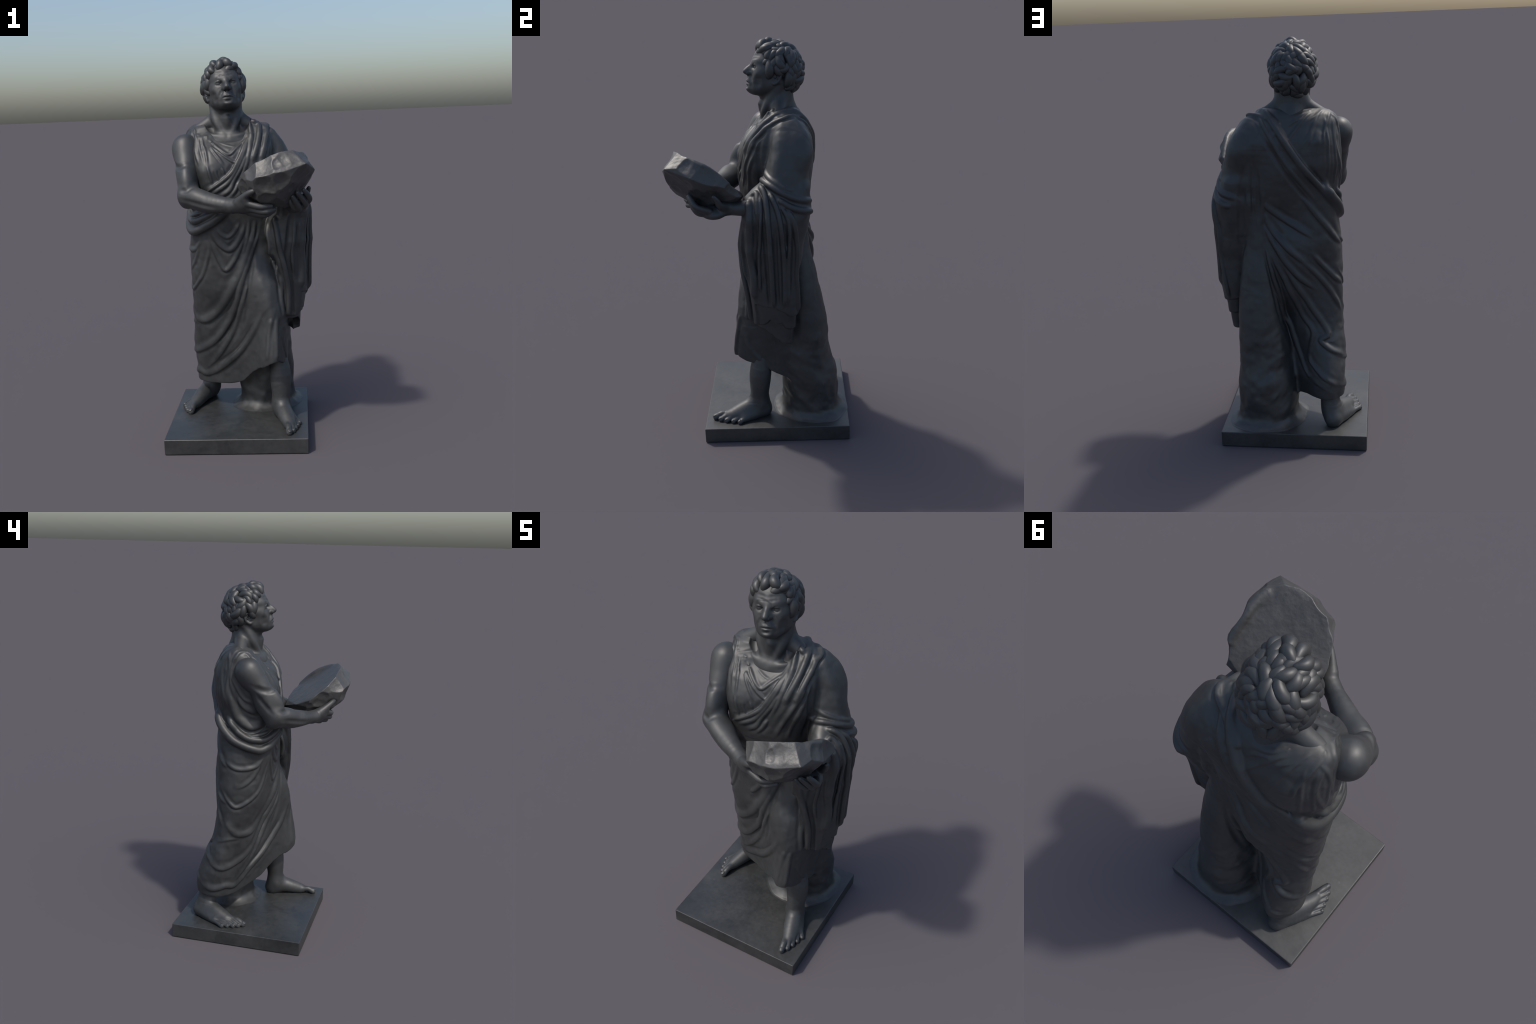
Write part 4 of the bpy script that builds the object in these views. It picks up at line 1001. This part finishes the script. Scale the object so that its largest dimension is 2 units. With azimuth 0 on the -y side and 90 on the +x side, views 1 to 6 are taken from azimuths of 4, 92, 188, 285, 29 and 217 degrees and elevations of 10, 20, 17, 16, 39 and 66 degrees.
# garment ------------------------------------------------------------
g = garment()
V, Q = g.mesh(1)
C = centres(V, Q)
rho, th = trunk.polar(*C.T)
dc = cape_fn(C[:, 0].astype(F32), C[:, 1].astype(F32), C[:, 2].astype(F32))
dt = trunk_fn(C[:, 0].astype(F32), C[:, 1].astype(F32), C[:, 2].astype(F32))
lab = np.where(dc < dt, np.where(C[:, 2] > 1.30, 2, 3), np.where(C[:, 2] > mantle_edge(th) + 0.004, 0, 1))
ds = stump_fn(*C.astype(F32).T)
lab[(ds < np.minimum(dt, dc)) & (C[:, 2] < 0.60)] = 4
parts_from(V, Q, lab, ["tunic", "mantle", "sleeve_drape", "hanging_drape", "support_stump"], statue, [CLOTH] * 4 + [BARK])

# head and neck --------------------------------------------------------
V, Q = head_field().mesh(2)
C = centres(V, Q)
local = (C - HEAD) @ HR.T
lab = np.where(local[:, 2] + 0.55 * (local[:, 1] + 0.02) < -0.088, 1, 0)
ear = (np.abs(local[:, 0]) > 0.083) & (local[:, 2] < 0.012) & (local[:, 2] > -0.068) & (np.abs(local[:, 1] + 0.002) < 0.034)
lab[ear & (local[:, 0] < 0)] = 2
lab[ear & (local[:, 0] > 0)] = 3
parts_from(V, Q, lab, ["head", "neck", "ear", "ear"], statue, SKIN)

# hair -----------------------------------------------------------------
SC_C, SC_R = A(0, 0.027, 0.006), A(0.090, 0.094, 0.114)
SC_T = frame(pitch=20)  # rows: scalp axes leaning forward at the top


def scalp(u):
    """Unit direction -> local head position and normal on the scalp."""
    p = SC_C + (u * SC_R) @ SC_T
    n = (u / SC_R) @ SC_T
    return p, n / np.linalg.norm(n)


def is_hair(p, slack=0.0):
    x, y, z = p
    edge = np.interp(z, [-0.16, -0.12, -0.05, -0.03, -0.012, 0.0, 0.03, 0.075, 0.095, 0.105, 0.13, 0.16],
                     [0.085, 0.055, 0.040, 0.030, -0.010, -0.034, -0.044, -0.040, -0.030, -0.052, -0.075, -0.08])
    return y > edge + slack and z > -0.125


def make_hair():
    g = Field(HEAD - A(0.15, 0.14, 0.19), HEAD + A(0.14, 0.19, 0.17), 0.003)
    g.ellipsoid(head_point(SC_C), SC_R * 1.0, 0, SC_T @ HR)

    def face(X, Y, Z):
        x, y, z = X - F32(HEAD[0]), Y - F32(HEAD[1]), Z - F32(HEAD[2])
        lx, ly, lz = (F32(r[0]) * x + F32(r[1]) * y + F32(r[2]) * z for r in HR)
        edge = np.interp(lz, [-0.16, -0.12, -0.05, -0.03, -0.012, 0.0, 0.03, 0.075, 0.095, 0.105, 0.13, 0.16],
                         [0.085, 0.055, 0.040, 0.030, -0.010, -0.034, -0.044, -0.040, -0.030, -0.052, -0.075, -0.08])
        return np.minimum(ly - edge, lz + 0.12).astype(F32)

    g.f = smax(g.f, -face(*g.xyz(np.zeros(3, int), g.n)), 0.012)
    V, Q = g.mesh(1)
    hair = parts_from(V, Q, np.zeros(len(Q)), ["hair"], statue, HAIR)[0]
    rng = np.random.default_rng(7)
    variants = []
    for i in range(8):
        sgn = 1 if i % 2 else -1
        bend = (1.2, 1.9, 1.5, 2.3, 0.9, 1.7, 2.1, 1.4)[i]
        ring, n = 12, 18
        t = np.linspace(0, 1, n)
        ang = sgn * bend * (t - 0.45) + sgn * 0.9 * np.maximum(t - 0.6, 0) ** 1.2
        ds = 0.056 / (n - 1)
        x = np.concatenate([[0], np.cumsum(np.cos(ang[:-1]) * ds)]) - 0.029
        x -= x.mean()
        y = np.concatenate([[0], np.cumsum(np.sin(ang[:-1]) * ds)])
        y -= y.mean()
        z = -(x * x + y * y) / 0.235 + 0.005 * np.sin(np.pi * t) + 0.004 * t
        w = 0.0140 * np.sin(np.pi * np.clip(t * 0.86 + 0.10, 0, 1)) ** 0.65 * (0.72 + 0.42 * t)
        w[0], w[-1] = 0.0015, 0.002
        tan = np.gradient(np.column_stack([x, y, z]), axis=0)
        tan /= np.linalg.norm(tan, axis=1, keepdims=True)
        sd = np.cross(np.tile(A(0, 0, 1), (n, 1)), tan)
        sd /= np.linalg.norm(sd, axis=1, keepdims=True)
        nr = np.cross(tan, sd)
        a = np.linspace(0, 2 * np.pi, ring, endpoint=False)
        P = np.column_stack([x, y, z])[:, None] + (sd[:, None] * np.cos(a)[None, :, None] + nr[:, None] * (1.05 * np.sin(a))[None, :, None]) * w[:, None, None]
        verts = P.reshape(-1, 3)
        f = []
        for r in range(n - 1):
            for c in range(ring):
                f.append((r * ring + c, r * ring + (c + 1) % ring, (r + 1) * ring + (c + 1) % ring, (r + 1) * ring + c))
        me = bpy.data.meshes.new("hair_lock")
        me.from_pydata(verts.tolist(), [], f + [tuple(range(ring))[::-1], tuple((n - 1) * ring + c for c in range(ring))])
        me.polygons.foreach_set("use_smooth", np.ones(len(me.polygons), bool))
        me.materials.append(HAIR)
        variants.append(me)
    crown = A(0.012, 0.075, 0.115)
    # large tufts curling over the forehead and temples: place, direction, size
    tufts = [((-0.020, -0.046, 0.122), (-0.2, -1, 0.1), 1.75), ((0.026, -0.044, 0.128), (0.5, -1, 0.1), 1.75), ((0.052, -0.040, 0.112), (-0.5, -1, -0.5), 1.6), ((-0.055, -0.040, 0.103), (-0.5, -1, -0.4), 1.6),
             ((-0.078, -0.030, 0.080), (-0.3, -1, -1.0), 1.5), ((0.076, -0.028, 0.080), (0.3, -0.8, -1.0), 1.5), ((0.003, -0.022, 0.137), (0.8, -1, 0.4), 1.6), ((-0.040, -0.018, 0.130), (-0.6, -1, 0.3), 1.55)]
    for i, (p, d, s) in enumerate(tufts):
        p, d = A(*p), A(*d)
        nrm = (((p - SC_C) @ SC_T.T) / SC_R ** 2) @ SC_T
        nrm /= np.linalg.norm(nrm)
        d = d - nrm * np.dot(d, nrm)
        d /= np.linalg.norm(d)
        R = np.array([d, np.cross(nrm, d), nrm]) @ HR
        M = Matrix.Identity(4)
        for r in range(3):
            for c in range(3):
                M[r][c] = R[c][r] * s * (0.85, 1.0, 1.05)[c]
            M[r][3] = head_point(p - nrm * 0.012)[r]
        link(bpy.data.objects.new("hair_lock", variants[(3 * i) % len(variants)]), hair).matrix_local = M
    N = 160
    for i in range(N):
        zz = 1 - 2 * (i + 0.5) / N
        ph = i * 2.399963
        u = A(math.sqrt(1 - zz * zz) * math.cos(ph), math.sqrt(1 - zz * zz) * math.sin(ph), zz)
        u = u + rng.normal(0, 0.045, 3)
        u /= np.linalg.norm(u)
        p, nrm = scalp(u)
        if (p[2] > 0.095 and p[1] < -0.035) or not is_hair(p, 0.004) or (abs(p[0]) > 0.078 and -0.075 < p[2] < 0.008 and -0.04 < p[1] < 0.030):
            continue
        flow = p - crown
        if p[2] > 0.085 and p[1] < 0.01:
            flow = A(0.5 * p[0], -0.12, 0.03)
        flow = flow - nrm * np.dot(flow, nrm)
        flow /= np.linalg.norm(flow)
        a = rng.normal(0, 0.42 if p[1] < 0 else 0.7)
        b = np.cross(nrm, flow)
        d = flow * math.cos(a) + b * math.sin(a)
        R = np.array([d, np.cross(nrm, d), nrm]) @ HR
        s = rng.uniform(1.35, 1.75)
        if p[2] < -0.06:
            s *= 0.82
        if p[2] > 0.09 and p[1] < -0.01:
            s *= 1.15
        lift = rng.uniform(-0.004, 0.003)
        M = Matrix.Identity(4)
        for r in range(3):
            for c in range(3):
                M[r][c] = R[c][r] * s * (rng.uniform(0.92, 1.12) if c < 2 else 1.0)
            M[r][3] = (head_point(p + nrm * lift))[r]
        o = bpy.data.objects.new("hair_lock", variants[int(rng.integers(len(variants)))])
        link(o, hair)
        o.matrix_local = M


make_hair()

# arms, hands, feet -----------------------------------------------------
V, Q = bare_arm_field().mesh(1)
C = centres(V, Q)
cut = (C - A(0.005, -0.262, 1.27)) @ A(0.88, -0.45, 0.0)
parts_from(V, Q, (cut > 0).astype(int), ["arm", "hand"], statue, SKIN)
V, Q = sleeved_hand_field().mesh(1)
C = centres(V, Q)
parts_from(V, Q, (C[:, 1] < -0.118).astype(int), ["arm", "hand"], statue, SKIN)

for args in (dict(heel=(0.178, 0.022), big=(0.244, -0.280), little=(0.298, -0.152), shin=[(0.192, -0.035, 0.150, 0.042), (0.195, -0.032, 0.22, 0.049), (0.195, -0.024, 0.32, 0.057), (0.185, -0.010, 0.42, 0.048)]),
             dict(heel=(-0.210, 0.358), big=(-0.316, 0.022), little=(-0.367, 0.133), shin=[(-0.217, 0.288, 0.150, 0.044), (-0.213, 0.278, 0.22, 0.050), (-0.200, 0.26, 0.34, 0.052)])):
    V, Q = foot_field(**args).mesh(1)
    C = centres(V, Q)
    parts_from(V, Q, (C[:, 2] < 0.165).astype(int), ["leg", "foot"], statue, SKIN)

# stone -----------------------------------------------------------------


def make_stone():
    bm = bmesh.new()
    for p in STONE_RIM + STONE_BELLY:
        bm.verts.new(p)
    bmesh.ops.convex_hull(bm, input=bm.verts)
    planes = {}
    for f in bm.faces:
        n = np.array(f.normal)
        if f.calc_area() > 1e-6:
            planes[tuple(np.round(n, 2))] = (n, float(n @ np.array(f.verts[0].co)))
    bm.free()
    g = Field((0.0, -0.46, 1.24), (0.43, -0.03, 1.56), 0.0025)
    X, Y, Z = g.xyz(np.zeros(3, int), g.n)
    f = np.full(g.n, -1.0, F32)
    for n, d in planes.values():
        f = smax(f, F32(n[0]) * X + F32(n[1]) * Y + F32(n[2]) * Z - F32(d), 0.0)
    g.f = f
    g.tube([(0.338, -0.298, 1.504), (0.350, -0.255, 1.492), (0.352, -0.215, 1.474), (0.356, -0.165, 1.436), (0.360, -0.120, 1.392)], (0.008, 0.011, 0.011, 0.010, 0.007), 0.03)   # raised rim
    rng = np.random.default_rng(11)
    mid, top = A(0.215, -0.26, 1.375), A(-0.285, 0.549, 0.786)
    flank = []
    while len(flank) < 46:
        d = rng.normal(size=3)
        d /= np.linalg.norm(d)
        if -0.75 < d @ top < 0.45:
            flank.append((mid + d * 0.14, rng.uniform(0.06, 0.16), rng.uniform(0.005, 0.010)))
    hull = Field(g.lo, g.lo + g.h * (g.n - 1), g.h)
    hull.f = g.f.copy()
    for c, r, depth in STONE_CHIPS + flank:
        p = np.array([c], float)
        for _ in range(6):
            p = p - hull.gradient(p, 0.012) * np.clip(hull.sample(p), -0.05, 0.05)[:, None]
        n = hull.gradient(p, 0.012)[0]
        if n @ top < 0.7:
            g.ellipsoid(p[0] + n * (r - depth), (r, r, r), 0.0025, cut=True)
    P = np.stack(np.broadcast_arrays(X, Y, Z), -1)
    g.f = g.f + (0.0011 * value_noise(P, 0.035, 3) + 0.0006 * value_noise(P, 0.012, 4)).astype(F32)
    V, Q = g.mesh(0)
    parts_from(V, Q, np.zeros(len(Q)), ["stone_slab"], statue, SLAB)


make_stone()
